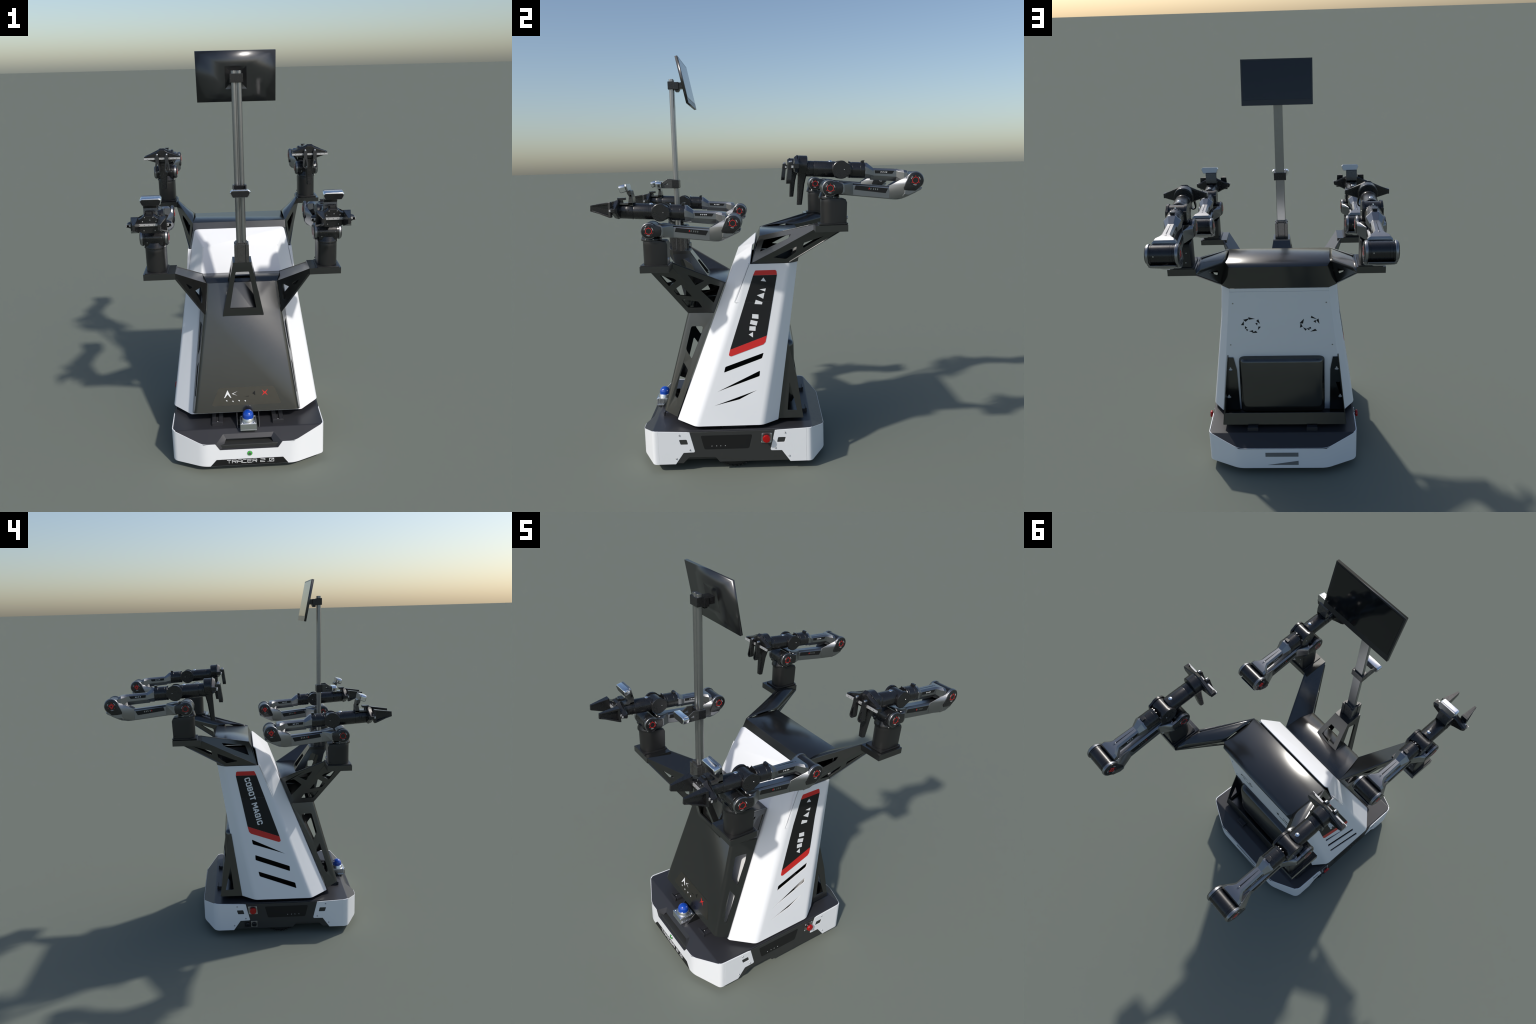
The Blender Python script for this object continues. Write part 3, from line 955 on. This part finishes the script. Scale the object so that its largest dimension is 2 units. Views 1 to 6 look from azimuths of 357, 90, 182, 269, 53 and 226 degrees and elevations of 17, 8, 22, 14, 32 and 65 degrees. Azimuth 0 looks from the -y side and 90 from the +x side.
# screen clamp and arm
B = Builder()
B.box((-.0285, -.4355, 1.863), (.0285, -.4035, 1.901), JOINT)
B.box((-.031, -.405, 1.861), (.031, -.380, 1.897), JOINT)
B.hull([(x, y, z) for x in (-.026, .026) for y, z in ((-.385, 1.866), (-.385, 1.894), (-.352, 1.868), (-.352, 1.898))], JOINT)
B.hull([(x, y, z) for x in (-.022, .022) for y, z in ((-.40, 1.852), (-.385, 1.852), (-.40, 1.862), (-.38, 1.862))], JOINT)
make(B, "screen_mount", mast, bevel=.0015)

# ================================================================== MONITOR
mon_up = (V((0, -.361, 1.9995)) - V((0, -.3165, 1.7785))).normalized()
mon_n = V((1, 0, 0)).cross(mon_up)
if mon_n.y < 0:
    mon_n = -mon_n                      # screen side faces +y
mon_o = V((0, -.3165, 1.7785))
def mp(x, h, d=0.0):
    return mon_o + V((x, 0, 0)) + mon_up * h + mon_n * d
H = (V((0, -.361, 1.9995)) - mon_o).length - .0005
B = Builder()
W = .1795
fr = [mp(-W, 0), mp(-W, H), mp(W, H), mp(W, 0)]
bkk = [mp(-W, 0, -.012), mp(-W, H, -.013), mp(W, H, -.013), mp(W, 0, -.012)]
sw, s0, s1 = .171, .027, H - .007
si = [mp(-sw, s0), mp(-sw, s1), mp(sw, s1), mp(sw, s0)]
sd = [p - mon_n * .0012 for p in si]
for i in range(4):
    j = (i + 1) % 4
    B.add([fr[i], fr[j], si[j], si[i]], [(0, 1, 2, 3)], FRAME)
    B.add([si[i], si[j], sd[j], sd[i]], [(0, 1, 2, 3)], FRAME)
back_b = Builder()
for i in range(4):
    j = (i + 1) % 4
    back_b.add([fr[i], fr[j], bkk[j], bkk[i]], [(3, 2, 1, 0)], BEZEL)
r0, r1 = .058, .160
rec = [mp(-.049, r0, -.0125), mp(-.049, r1, -.0128), mp(.049, r1, -.0128), mp(.049, r0, -.0125)]
ri = [mp(-.022, .088, -.003), mp(-.022, .132, -.003), mp(.022, .132, -.003), mp(.022, .088, -.003)]
for i in range(4):
    j = (i + 1) % 4
    back_b.add([bkk[i], bkk[j], rec[j], rec[i]], [(3, 2, 1, 0)], BEZEL)
    B.add([rec[i], rec[j], ri[j], ri[i]], [(3, 2, 1, 0)], BEZEL)
B.add(ri, [(3, 2, 1, 0)], BEZEL)
monitor = make(B, "monitor", root, merge=True, smooth=20)
make(back_b, "monitor_back", monitor, merge=True, smooth=180)
B = Builder()
B.add(sd, [(0, 1, 2, 3)], SCREEN)
B2 = Builder()
B2.plate([p for p in ([mp(-sw + .0003, s0 + .0003), mp(-sw + .0003, s1 - .0003), mp(sw - .0003, s1 - .0003), mp(sw - .0003, s0 + .0003)])][::-1], [], .0008, SCREEN, lift=-.0002)
make(B2, "screen", monitor)

# ================================================================== DEPTH CAMERA
def camera_body(B, c, tilt=0.0, hw=.048):
    prof = [(-hw, .008), (-hw * .84, .0175), (hw * .84, .0175), (hw, .008), (hw * .80, -.0165), (-hw * .80, -.0165)]
    prof = [(p.x, p.y) for p in fillet([V((x, z, 0)) for x, z in prof], .006, 3)]
    R = Matrix.Rotation(tilt, 4, 'X')
    def tr(x, y, z):
        return V(c) + R @ V((x, y, z))
    rings = [[tr(x, -.0155, z) for x, z in [(a * .93, b * .86) for a, b in prof]], [tr(x, -.013, z) for x, z in prof], [tr(x, .010, z) for x, z in prof], [tr(x, .013, z) for x, z in [(a * .97, b * .92) for a, b in prof]]]
    B.loft(rings, CHROME)
    rr = [[tr(a * .90, -.0150, b * .80 - .0008) for a, b in prof], [tr(a * .90, -.0164, b * .80 - .0008) for a, b in prof]]
    B.loft(rr, JOINT)
B = Builder()
camera_body(B, (0, -.505, 1.384))
cam = make(B, "depth_camera", mast, smooth=30)
B = Builder()
pr = [(-.405, 1.409), (-.461, 1.415), (-.492, 1.394), (-.490, 1.368), (-.405, 1.366)]
for s in (1, -1):
    x0, x1 = sorted((s * .026, s * .031))
    hole = None
    P3 = [(s * .031, y, z) for y, z in pr]
    if newell([V(p) for p in P3]).x * s < 0:
        P3 = P3[::-1]
    hole = [V((s * .031, y, z)) for y, z in fillet([V((-.476, 1.390, 0)), V((-.456, 1.398, 0)), V((-.456, 1.380, 0))], .002, 2) and [(-.478, 1.387), (-.458, 1.396), (-.458, 1.383)]]
    B.plate(P3, [hole], .005, SOCKET)
B.box((-.026, -.493, 1.370), (.026, -.487, 1.392), SOCKET)
B.box((-.0325, -.437, 1.368), (.0325, -.402, 1.408), JOINT)
make(B, "camera_bracket", mast, bevel=.001)

# ================================================================== ARMS (shared meshes, local to the shoulder axis)
def tear(cy, cz, r, tail, a0, a1, n=22):
    """teardrop outline: arc a0..a1 then the tail points"""
    return circle2(cy, cz, r, a0, a1, n, closed=False) + tail

def face_marks(B, x, s, cy, cz, triangle=False):
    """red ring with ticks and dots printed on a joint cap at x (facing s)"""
    if not triangle:
        n = 28
        vs, fs = [], []
        for k in range(n):
            a = 2 * math.pi * k / n
            for r in (.0128, .0150):
                for h in (0, s * .0006):
                    vs.append((x + h, cy + r * math.cos(a), cz + r * math.sin(a)))
        for k in range(n):
            a, b = 4 * k, 4 * ((k + 1) % n)
            fs += [(a + 1, a + 3, b + 3, b + 1), (a, a + 1, b + 1, b), (a + 3, a + 2, b + 2, b + 3)]
        B.add(vs, fs, RED)
    else:
        P3 = [V((x, cy + .016 * math.cos(math.radians(a)), cz + .016 * math.sin(math.radians(a)))) for a in (15, 100, 160, 262)]
        I3 = [V((x, cy + .007 * math.cos(math.radians(a)), cz + .007 * math.sin(math.radians(a)))) for a in (35, 140, 262)]
        if newell(P3).x * s < 0:
            P3 = P3[::-1]
        B.plate(P3, [I3], .0005, RED, lift=.0006)
    for a in (90, 210, 330):
        q = V((x, cy + .0185 * math.cos(math.radians(a)), cz + .0185 * math.sin(math.radians(a))))
        B.tube(q, q + V((s * .0007, 0, 0)), [(0, .0018), (1, .0018)], RED, 8)
    for a0 in (28, 145, 262):
        for k in range(5):
            a = math.radians(a0 - 16 + k * 8)
            d, t = V((0, math.cos(a), math.sin(a))), V((0, -math.sin(a), math.cos(a)))
            c = V((x, cy, cz)) + d * .0205
            l, w = (.0030, .0014) if k % 2 else (.0024, .0018)
            P3 = [c - d * l / 2 - t * w / 2, c + d * l / 2 - t * w / 2, c + d * l / 2 + t * w / 2, c - d * l / 2 + t * w / 2]
            if newell(P3).x * s < 0:
                P3 = P3[::-1]
            B.plate(P3, [], .0005, INK, lift=.0006)

M = {}
# -- column
B = Builder()
xy = [(.0465 * math.cos(math.radians(a)), .006 + .0465 * math.sin(math.radians(a))) for a in range(180, 361, 9)] + [(.0465, .062), (.041, .077), (-.041, .077), (-.0465, .062)]
xyb = [(x * 1.0, y if y < .05 else y - .003) for x, y in xy]
B.loft([[(x, y, -.158) for x, y in xyb], [(x, y, -.066) for x, y in xy], [(x, y if y < .055 else y - .006, -.052) for x, y in xy], [(x * .98, y * .95 if y < .055 else y - .016, -.0475) for x, y in xy]], COLUMN)
B.prism_z([(p.x, p.y) for p in fillet([V((-.0525, -.0505, 0)), V((.0525, -.0505, 0)), V((.0525, .080, 0)), V((-.0525, .080, 0))], .008, 3)], -.1645, -.158, COLUMN)
B.cyl((-.046, .066, -.146), (-.0485, .066, -.146), .0035, INNER, 10)
B.cyl((-.025, .0745, -.09), (-.025, .0785, -.09), .003, STEEL, 10)
B.cyl((-.02, .0725, -.135), (-.02, .0765, -.135), .003, STEEL, 10)
B.tube((.024, .073, -.135), (.024, .081, -.135), [(0, .011), (.4, .010), (.6, .0075), (1, .007)], STEEL, 18)
M['column'] = B.mesh("arm_column")
# -- turret (collar + drum)
B = Builder()
B.tube((0, .0, -.0475), (0, .0, -.018), [(0, .0475), (.30, .0475), (.42, .0455), (1, .040)], JOINT, 40)
B.hull([(x, y, z) for x in (-.042, .042) for y, z in ((-.034, -.030), (.030, -.030), (-.036, -.01), (.034, -.01))], JOINT)
for s in (1, -1):
    for y in (-.018, .016):
        B.tube((s * .0445, y, -.0405), (s * .0485, y, -.0405), [(0, .0035), (1, .0025)], STEEL, 10)
B.tube((-.0500, 0, 0), (.0500, 0, 0), [(0, .0355), (.03, .0365), (.09, .0365), (.095, .0355), (.11, .0355), (.115, .0365), (.885, .0365), (.89, .0355), (.905, .0355), (.91, .0365), (1, .0355)], JOINT, 44)
B.cyl((-.03, -.036, -.014), (-.03, -.0385, -.015), .003, STEEL, 10)
B.cyl((.034, -.038, .006), (.034, -.0365, .006), .002, STEEL, 10)
M['turret'] = B.mesh("turret")
# -- upper link
B = Builder()
pr = [(.042, .030), (.061, .0275), (.105, .020), (.300, .0005), (.322, .004), (.334, -.010), (.372, -.013), (.412, -.008), (.405, -.018), (.385, -.028), (.330, -.055), (.308, -.0588), (.290, -.058), (.058, -.031), (.042, -.030)]
hw = .0255
low = [(y, z - (.009 if z > -.02 and y < .33 else 0)) for y, z in pr]
B.loft([[(-hw, y, z) for y, z in low], [(-.016, y, z - .002) for y, z in pr], [(.016, y, z - .002) for y, z in pr], [(hw, y, z) for y, z in low]], GREY)
lip = [(.345, -.0125), (.372, -.014), (.414, -.007), (.407, -.018), (.385, -.028), (.345, -.046)]
B.prism_x(lip, -.050, .050, GREY)
for s in (1, -1):
    # elbow cheek: thin side plate on the joint, flaring back into the slim link
    ring_e = circle2(.379, .025, .0405, 150, -75, 22, closed=False)
    cin = [(.322, .0115)] + ring_e + [(.385, -.029), (.345, -.048), (.322, -.052)]
    cout = [(.338, .018)] + circle2(.379, .025, .0385, 150, -75, 22, closed=False) + [(.384, -.026), (.350, -.040), (.330, -.036)]
    B.prism_x(cin, s * .0495, s * .0615, GREY, cout)
    q = lambda x, y, z: (s * x, y, z)
    B.hull([q(.024, .268, .004), q(.024, .300, .0012), q(.0255, .268, -.052), q(.0255, .308, -.0585), q(.018, .330, .008), q(.018, .330, -.054), q(.0605, .3335, .0125), q(.0505, .326, .0130), q(.0505, .349, .047),
            q(.0610, .346, .036), q(.0495, .338, -.0505), q(.0600, .345, -.041), q(.0605, .331, -.030), q(.0495, .352, .0)], GREY)
    # shoulder cheek
    sin_ = circle2(0, 0, .0385, 40, 318, 26, closed=False) + [(.060, -.031), (.066, -.029), (.066, .023), (.061, .0275)]
    sout = circle2(0, 0, .0370, 40, 318, 26, closed=False) + [(.054, -.028), (.062, -.020), (.062, .016), (.055, .024)]
    B.prism_x(sin_, s * .0495, s * .0615, GREY, sout)
    B.hull([q(.024, .108, .0205), q(.024, .108, -.036), q(.0255, .072, .026), q(.0255, .072, -.033), q(.061, .058, .020), q(.0505, .056, .0275), q(.061, .058, -.024), q(.0505, .056, -.0315),
            q(.060, .064, .014), q(.060, .064, -.018), q(.018, .048, .028), q(.018, .048, -.030), q(.045, .042, .027), q(.045, .042, -.030)], GREY)
M['upper'] = B.mesh("upper_link", smooth=30)
CAPS = []
for s in (1, -1):
    B = Builder()
    cap = circle2(0, 0, .0335, 55, 305, 26, closed=False) + [(.048, -.0255), (.0545, -.020), (.0575, 0), (.0545, .018), (.047, .0215)]
    cap2 = [(y * .94, z * .92) for y, z in cap]
    B.prism_x(cap, s * .0612, s * .0632, JOINT)
    B.prism_x(cap, s * .0632, s * .0645, JOINT, cap2)
    d2 = circle2(0, 0, .0275, n=36)
    B.prism_x(d2, s * .0640, s * .0652, JOINT, circle2(0, 0, .0255, n=36))
    face_marks(B, s * .0652, s, 0, 0)
    CAPS.append(B.mesh("joint_cap", smooth=30))
    B = Builder()
    ce = circle2(.379, .025, .0352, 142, -62, 26, closed=False) + [(.380, -.021), (.350, -.0195), (.328, -.016), (.3265, -.006)]
    cc = V((.372, .018))
    B.prism_x(ce, s * .0612, s * .0632, JOINT)
    B.prism_x(ce, s * .0632, s * .0645, JOINT, [(cc.x + (y - cc.x) * .94, cc.y + (z - cc.y) * .94) for y, z in ce])
    B.prism_x(circle2(.379, .025, .0275, n=36), s * .0640, s * .0652, JOINT, circle2(.379, .025, .0255, n=36))
    face_marks(B, s * .0652, s, .379, .025, triangle=(s < 0))
    CAPS.append(B.mesh("joint_cap", smooth=30))
for i, m in enumerate(CAPS):
    M['cap%d' % i] = m
B = Builder()
for s in (1, -1):
    P3 = [V((s * .0255, y, z)) for y, z in ((.118, .009), (.264, -.009), (.253, -.030), (.112, -.010))]
    if newell(P3).x * s < 0:
        P3 = P3[::-1]
    B.plate(P3, [], .002, LABEL, lift=.0012)
    for k, y in enumerate((.176, .184, .196, .205, .214)):
        z = -.004 - (y - .15) * .115
        P3 = [V((s * .0255, y + a, z + b)) for a, b in ((0, -.004), (.004, -.004), (.005, .003), (.002, .004))]
        if newell(P3).x * s < 0:
            P3 = P3[::-1]
        B.plate(P3, [], .001, STEEL if k else RED, lift=.0016)
M['ulabel'] = B.mesh("link_label")
# -- elbow drum
B = Builder()
e0, e1 = (-.0500, .379, .025), (.0500, .379, .025)
B.tube(e0, e1, [(0, .036), (.08, .036), (.085, .035), (.10, .035), (.105, .036), (.2, .036), (.203, .0355), (.21, .036), (.9, .036), (.905, .035), (.92, .035), (.925, .036), (1, .036)], JOINT, 44)
B.cyl((.030, .413, .030), (.030, .4165, .030), .0032, STEEL, 10)
M['drum'] = B.mesh("elbow_drum")
# -- forearm
def sec8(y, hw, z0, z1, ch, kx=None, kz=None):
    c = ch
    kx, kz = kx or ch, kz or ch
    return [(-hw, y, z0 + kz), (-hw + kx, y, z0), (hw - kx, y, z0), (hw, y, z0 + kz), (hw, y, z1 - c), (hw - c, y, z1), (-hw + c, y, z1), (-hw, y, z1 - c)]
B = Builder()
B.loft([sec8(.350, .0460, .012, .060, .008), sec8(.346, .0480, .006, .0690, .010), sec8(.331, .0460, .0095, .0725, .011), sec8(.318, .034, .015, .0745, .011, .016, .016), sec8(.302, .0225, .0215, .0770, .008, .0145, .020),
        sec8(.205, .0205, .0300, .0830, .008, .0130, .020), sec8(.188, .0225, .031, .086, .010, .012, .016)], GREY)
hexr = lambda y, r, cz: [(r * math.cos(math.radians(22.5 + 45 * k + 180)), y, cz + r * math.sin(math.radians(22.5 + 45 * k + 180))) for k in range(8)]
B.loft([hexr(.200, .026, .060), hexr(.186, .0315, .066), hexr(.170, .0385, .0725), hexr(.160, .0385, .0735)], GREY)
B.hull([(x, y, z) for x, y in ((-.003, .31), (.003, .31), (-.0008, .205), (.0008, .205)) for z in (.0745, .0772 + (.31 - y) * .06)], JOINT)
B.hull([(x, y, z) for x in (-.0035, .0035) for y, z in ((.314, .070), (.297, .075), (.314, .0762), (.300, .0785))], GREY)
M['forearm'] = B.mesh("forearm_link", smooth=25)
B = Builder()
for s in (1, -1):
    P3 = [V((s * (.0205 + (y - .205) * .0206), y, z)) for y, z in ((.205, .0735), (.293, .069), (.284, .0555), (.207, .0600))]
    if newell(P3).x * s < 0:
        P3 = P3[::-1]
    B.plate(P3, [], .0015, LABEL, lift=.0010)
    for y in (.231, .240, .249, .256):
        z = .0653 - (y - .231) * .06
        P3 = [V((s * (.0205 + (yy - .205) * .0206), yy, zz)) for yy, zz in ((y, z - .003), (y + .003, z - .002), (y + .006, z + .001), (y + .001, z + .003))]
        if newell(P3).x * s < 0:
            P3 = P3[::-1]
        B.plate(P3, [], .001, INK, lift=.0014)
M['flabel'] = B.mesh("link_label")
# -- wrist
B = Builder()
ax = lambda y: V((0, y, .0745 - .055 * (y - .160)))
B.tube(ax(.1605), ax(.090), [(0, .0358), (.04, .0362), (.30, .0362), (.31, .0356), (.33, .0356), (.34, .0362), (.8, .0362), (.81, .0352), (.85, .0352), (.86, .0362), (.97, .0362), (1, .034)], JOINT, 44)
B.box((-.009, .146, .105), (.009, .159, .1175), JOINT)
B.box((-.011, .150, .1155), (.011, .1605, .1195), JOINT)
for dx in (-.014, .0, .012):
    B.cyl((dx, .095, .106), (dx, .092, .1195 - abs(dx) * .3), .0028, CHROME if dx == 0 else JOINT, 10)
hc = V((0, .052, .0805))
B.cyl(hc - V((.0405, 0, 0)), hc + V((.0405, 0, 0)), .036, JOINT, 44, ch=.001)
for s in (1, -1):
    out = circle2(.052, .0805, .0405, 30, 330, 26, closed=False) + [(.094, .060), (.096, .080), (.094, .100)] if s < 0 else circle2(.052, .0805, .0405, 70, 300, 22, closed=False) + [(.074, .048), (.096, .062), (.097, .080), (.094, .100), (.075, .111)]
    out2 = [(.052 + (y - .052) * .93, .0805 + (z - .0805) * .93) for y, z in out]
    B.prism_x(out, s * .033, s * .0425, JOINT)
    B.prism_x(out, s * .0425, s * .0445, JOINT, out2)
    B.tube((s * .044, .066, .0805), (s * .0462, .066, .0805), [(0, .0032), (1, .002)], STEEL, 12)
bx = lambda y: V((0, y, .0825 - .055 * (y - .026)))
B.tube(bx(.028), bx(-.070), [(0, .034), (.03, .0360), (.15, .0360), (.155, .0356), (.3, .0356), (.305, .0360), (.97, .0360), (1, .0352)], JOINT, 44)
B.tube(bx(-.0705), bx(-.106), [(0, .0345), (.03, .0348), (.1, .0355), (.9, .0355), (1, .034)], JOINT, 44)
B.tube(bx(.006) + V((0, 0, .034)), bx(.006) + V((0, 0, .040)), [(0, .009), (.5, .0085), (.85, .006), (1, .002)], CHROME, 20)
for s in (1, -1):
    B.hull([(s * .0345, .022 + a, .083 + b) for a in (-.006, .010) for b in (-.010, .010)] + [(s * .040, .020 + a, .083 + b) for a in (-.002, .012) for b in (-.008, .008)], JOINT)
    B.box((min(s * .0335, s * .0362), -.0925, .084), (max(s * .0335, s * .0362), -.0885, .098), INNER)
B.cyl((.012, -.078, .055), (.012, -.079, .0515), .003, STEEL, 10)
M['wrist'] = B.mesh("wrist", smooth=35)
# -- front gripper
B = Builder()
B.tube(bx(-.104), bx(-.152), [(0, .0352), (.7, .035), (1, .030)], JOINT, 44)
spn = [(-.094, .1065), (-.094, .0850), (-.050, .066), (-.030, .055), (.030, .055), (.050, .066), (.094, .0850), (.094, .1065), (.034, .130), (.020, .144), (-.020, .144), (-.034, .130)]
B.prism_y([(x * .9, .095 + (z - .095) * .85) for x, z in spn], -.150, -.158, JOINT, spn)
B.prism_y(spn, -.158, -.176, JOINT, [(x, .0955 + (z - .0955) * (.55 if abs(x) > .06 else .85)) for x, z in spn])
for sx in (1, -1):                                   # stiffening ribs on the back
    B.hull([(sx * x, y, z) for x, y, z in ((.02, -.152, .142), (.028, -.152, .136), (.09, -.158, .107), (.086, -.158, .100), (.02, -.146, .138), (.03, -.146, .130))], JOINT)
for x, z in ((-.018, .130), (.018, .130), (-.024, .072), (.024, .072), (.004, .118), (.03, .112), (-.028, .112)):
    B.tube((x, -.174, z), (x, -.1775, z), [(0, .0036), (1, .0025)], STEEL, 10)
B.box((-.019, -.152, .140), (.019, -.130, .1505), JOINT)
for sx in (1, -1):                                   # end brackets of the rail
    B.box((sx * .090 - .006, -.184, .090), (sx * .090 + .006, -.158, .103), JOINT)
B.v = [V((p.x, p.y + .020, p.z)) if p.y < -.1455 or p.y > -.135 and p.z > .139 else p for p in B.v]
M['grip'] = B.mesh("gripper_body", smooth=30)
B = Builder()
B.box((-.097, -.188, .0915), (.097, -.181, .1010), RAIL)
for k in range(9):
    x = -.08 + k * .02
    B.cyl((x, -.1875, .096), (x, -.1885, .096), .0017, INNER, 8)
B.v = [V((p.x, p.y + .024, p.z + .002)) for p in B.v]
M['rail'] = B.mesh("slide_rail")
for sx in (1, -1):
    B = Builder()
    q = lambda x, y, z: (sx * x, y, z)
    B.hull([q(.043, -.186, .133), q(.076, -.186, .133), q(.043, -.186, .062), q(.080, -.186, .062), q(.0455, -.269, .118), q(.0575, -.269, .118), q(.0455, -.272, .093), q(.0575, -.272, .093)][:4]
           + [q(.043, -.196, .131), q(.074, -.196, .131), q(.043, -.196, .064), q(.078, -.196, .064)], JOINT)
    B.hull([q(.043, -.195, .131), q(.058, -.195, .131), q(.043, -.195, .064), q(.058, -.195, .064), q(.0465, -.270, .119), q(.0575, -.270, .119), q(.0465, -.272, .093), q(.0575, -.272, .093)], JOINT)
    B.hull([q(.055, -.195, .131), q(.074, -.195, .131), q(.055, -.195, .1215), q(.074, -.195, .1215), q(.055, -.266, .119), q(.058, -.266, .119), q(.055, -.262, .113), q(.058, -.262, .113)], JOINT)
    B.hull([q(.055, -.195, .073), q(.078, -.195, .073), q(.055, -.195, .064), q(.078, -.195, .064), q(.055, -.262, .097), q(.058, -.262, .097), q(.055, -.264, .093), q(.058, -.264, .093)], JOINT)
    B.box((min(sx * .048, sx * .066), -.190, .088), (max(sx * .048, sx * .066), -.178, .1045), STEEL)
    B.v = [V((p.x, p.y + .014 + .010 * min(1, (p.y + .272) / .08), p.z + .003)) for p in B.v]
    M['jaw%d' % sx] = B.mesh("gripper_jaw", smooth=30)
# -- wrist camera of the front arms
B = Builder()
camera_body(B, (.008, -.1095, .1915), tilt=math.radians(14), hw=.049)
M['cam'] = B.mesh("wrist_camera", smooth=30)
B = Builder()
B.hull([(x, y, z) for x in (-.030, .030) for y, z in ((-.070, .112), (-.094, .118), (-.076, .165), (-.084, .165), (-.070, .150))], SOCKET)
R14 = Matrix.Rotation(math.radians(14), 4, 'X')
hx = [(-.047, .007), (-.040, .017), (.040, .017), (.047, .007), (.036, -.0165), (-.036, -.0165)]
B.loft([[V((.008, -.1095, .1915)) + R14 @ V((x, y, z)) for x, z in hx] for y in (.014, .022)], STEEL)
B.hull([(x, y, z) for x in (-.030, .030) for y, z in ((-.072, .155), (-.086, .155), (-.078, .183), (-.094, .187), (-.096, .172))], SOCKET)
B.hull([(x, y, z) for x in (-.030, .030) for y, z in ((-.070, .117), (-.140, .120), (-.140, .126), (-.092, .128), (-.070, .128))], SOCKET)
B.hull([(x, y, z) for x in (-.012, .012) for y, z in ((-.130, .122), (-.146, .122), (-.132, .149), (-.144, .151))], JOINT)
M['cambr'] = B.mesh("camera_bracket", smooth=30)
# -- rear teach handle
B = Builder()
B.tube(bx(-.104), bx(-.140), [(0, .0352), (.1, .0365), (.9, .0365), (1, .035)], JOINT, 44)
B.tube((0, -.098, .104), (0, -.139, .106), [(0, .040), (.06, .0435), (.94, .0435), (1, .042)], JOINT, 44)
hs = []
for t, y0, y1, hw, z in ((0, -.139, -.100, .030, .085), (.25, -.1405, -.102, .026, .060), (.5, -.143, -.112, .020, .020), (1, -.148, -.125, .0145, -.073)):
    c = .006
    hs.append([(-hw, y0 + c, z), (-hw + c, y0, z), (hw - c, y0, z), (hw, y0 + c, z), (hw, y1 - c, z), (hw - c, y1, z), (-hw + c, y1, z), (-hw, y1 - c, z)])
B.loft(hs, JOINT)
M['handle'] = B.mesh("teach_handle", smooth=35)
B = Builder()
spn = [(-.096, .1125), (-.096, .0930), (-.050, .078), (-.030, .070), (.030, .070), (.050, .078), (.096, .0930), (.096, .1125), (.030, .138), (.013, .152), (-.013, .152), (-.030, .138)]
B.prism_y([(x * .92, .105 + (z - .105) * .9) for x, z in spn], -.137, -.142, JOINT, spn)
B.prism_y(spn, -.142, -.156, JOINT, [(x, .1035 + (z - .1035) * (.6 if abs(x) > .06 else .8)) for x, z in spn])
for sx in (1, -1):
    B.hull([(sx * x, y, z) for x, y, z in ((.01, -.139, .150), (.02, -.139, .146), (.09, -.139, .113), (.088, -.139, .106), (.01, -.132, .147), (.02, -.132, .138))], JOINT)
    B.box((sx * .09 - .007, -.166, .092), (sx * .09 + .007, -.140, .112), JOINT)
    B.tube((sx * .026, -.166, .122), (sx * .026, -.180, .120), [(0, .006), (.8, .006), (1, .003)], STEEL, 14)
M['tplate'] = B.mesh("trigger_plate", smooth=30)
B = Builder()
B.box((-.098, -.171, .0945), (.098, -.164, .1045), RAIL)
for k in range(9):
    x = -.08 + k * .02
    B.cyl((x, -.1705, .0995), (x, -.1715, .0995), .0017, INNER, 8)
M['trail'] = B.mesh("slide_rail")
for sx in (1, -1):
    B = Builder()
    xc = sx * .026
    o_ = [(xc - .008, .118), (xc - .009, .085), (xc - .0135, .045)] + [(xc + .0135 * math.cos(math.radians(a)), .038 + .0135 * math.sin(math.radians(a))) for a in range(180, 361, 20)] + [(xc + .0135, .045), (xc + .009, .085), (xc + .008, .118)]
    i_ = [(xc - .0015, .074), (xc - .0075, .044)] + [(xc + .0075 * math.cos(math.radians(a)), .038 + .0075 * math.sin(math.radians(a))) for a in range(190, 351, 20)] + [(xc + .0075, .044), (xc + .0015, .074)]
    yy = lambda z: -.190 - (.118 - z) * .10
    P3 = [V((x, -.196, z)) for x, z in o_]
    I3 = [V((x, -.196, z)) for x, z in i_]
    if newell(P3).y > 0:
        P3 = P3[::-1]
    bb = Builder()
    bb.plate(P3, [I3], .020, JOINT)
    sk = [V((p.x, p.y - (.110 - p.z) * .12 + .012, p.z)) for p in bb.v]
    B.add(sk, bb.f, JOINT)
    B.box((xc - .010, -.184, .088), (xc + .010, -.162, .112), JOINT)
    M['trig%d' % sx] = B.mesh("finger_trigger", smooth=35)

common = [("turret", 'turret', .0008), ("upper_link", 'upper', .0030), *[("joint_cap", "cap%d" % i, .0004) for i in range(4)], ("link_label", 'ulabel', 0), ("elbow_drum", 'drum', 0),
          ("forearm_link", 'forearm', .0015), ("link_label", 'flabel', 0), ("wrist", 'wrist', .0006)]
fronts = [("gripper_body", 'grip', .0012), ("slide_rail", 'rail', 0), ("gripper_jaw", 'jaw1', .0015), ("gripper_jaw", 'jaw-1', .0015), ("wrist_camera", 'cam', .0012), ("camera_bracket", 'cambr', .0015)]
rears = [("teach_handle", 'handle', .0015), ("trigger_plate", 'tplate', .0012), ("slide_rail", 'trail', 0), ("finger_trigger", 'trig1', .0015), ("finger_trigger", 'trig-1', .0015)]
for loc, extra in (((.3975, -.489, 1.190), fronts), ((-.3980, -.489, 1.190), fronts), ((.4060, .330, 1.3595), rears), ((-.4060, .330, 1.3595), rears)):
    arm = place("robotic_arm", M['column'], root, bevel=.0015, loc=loc)
    for nm, key, bv in common + extra:
        place(nm, M[key], arm, bevel=bv)
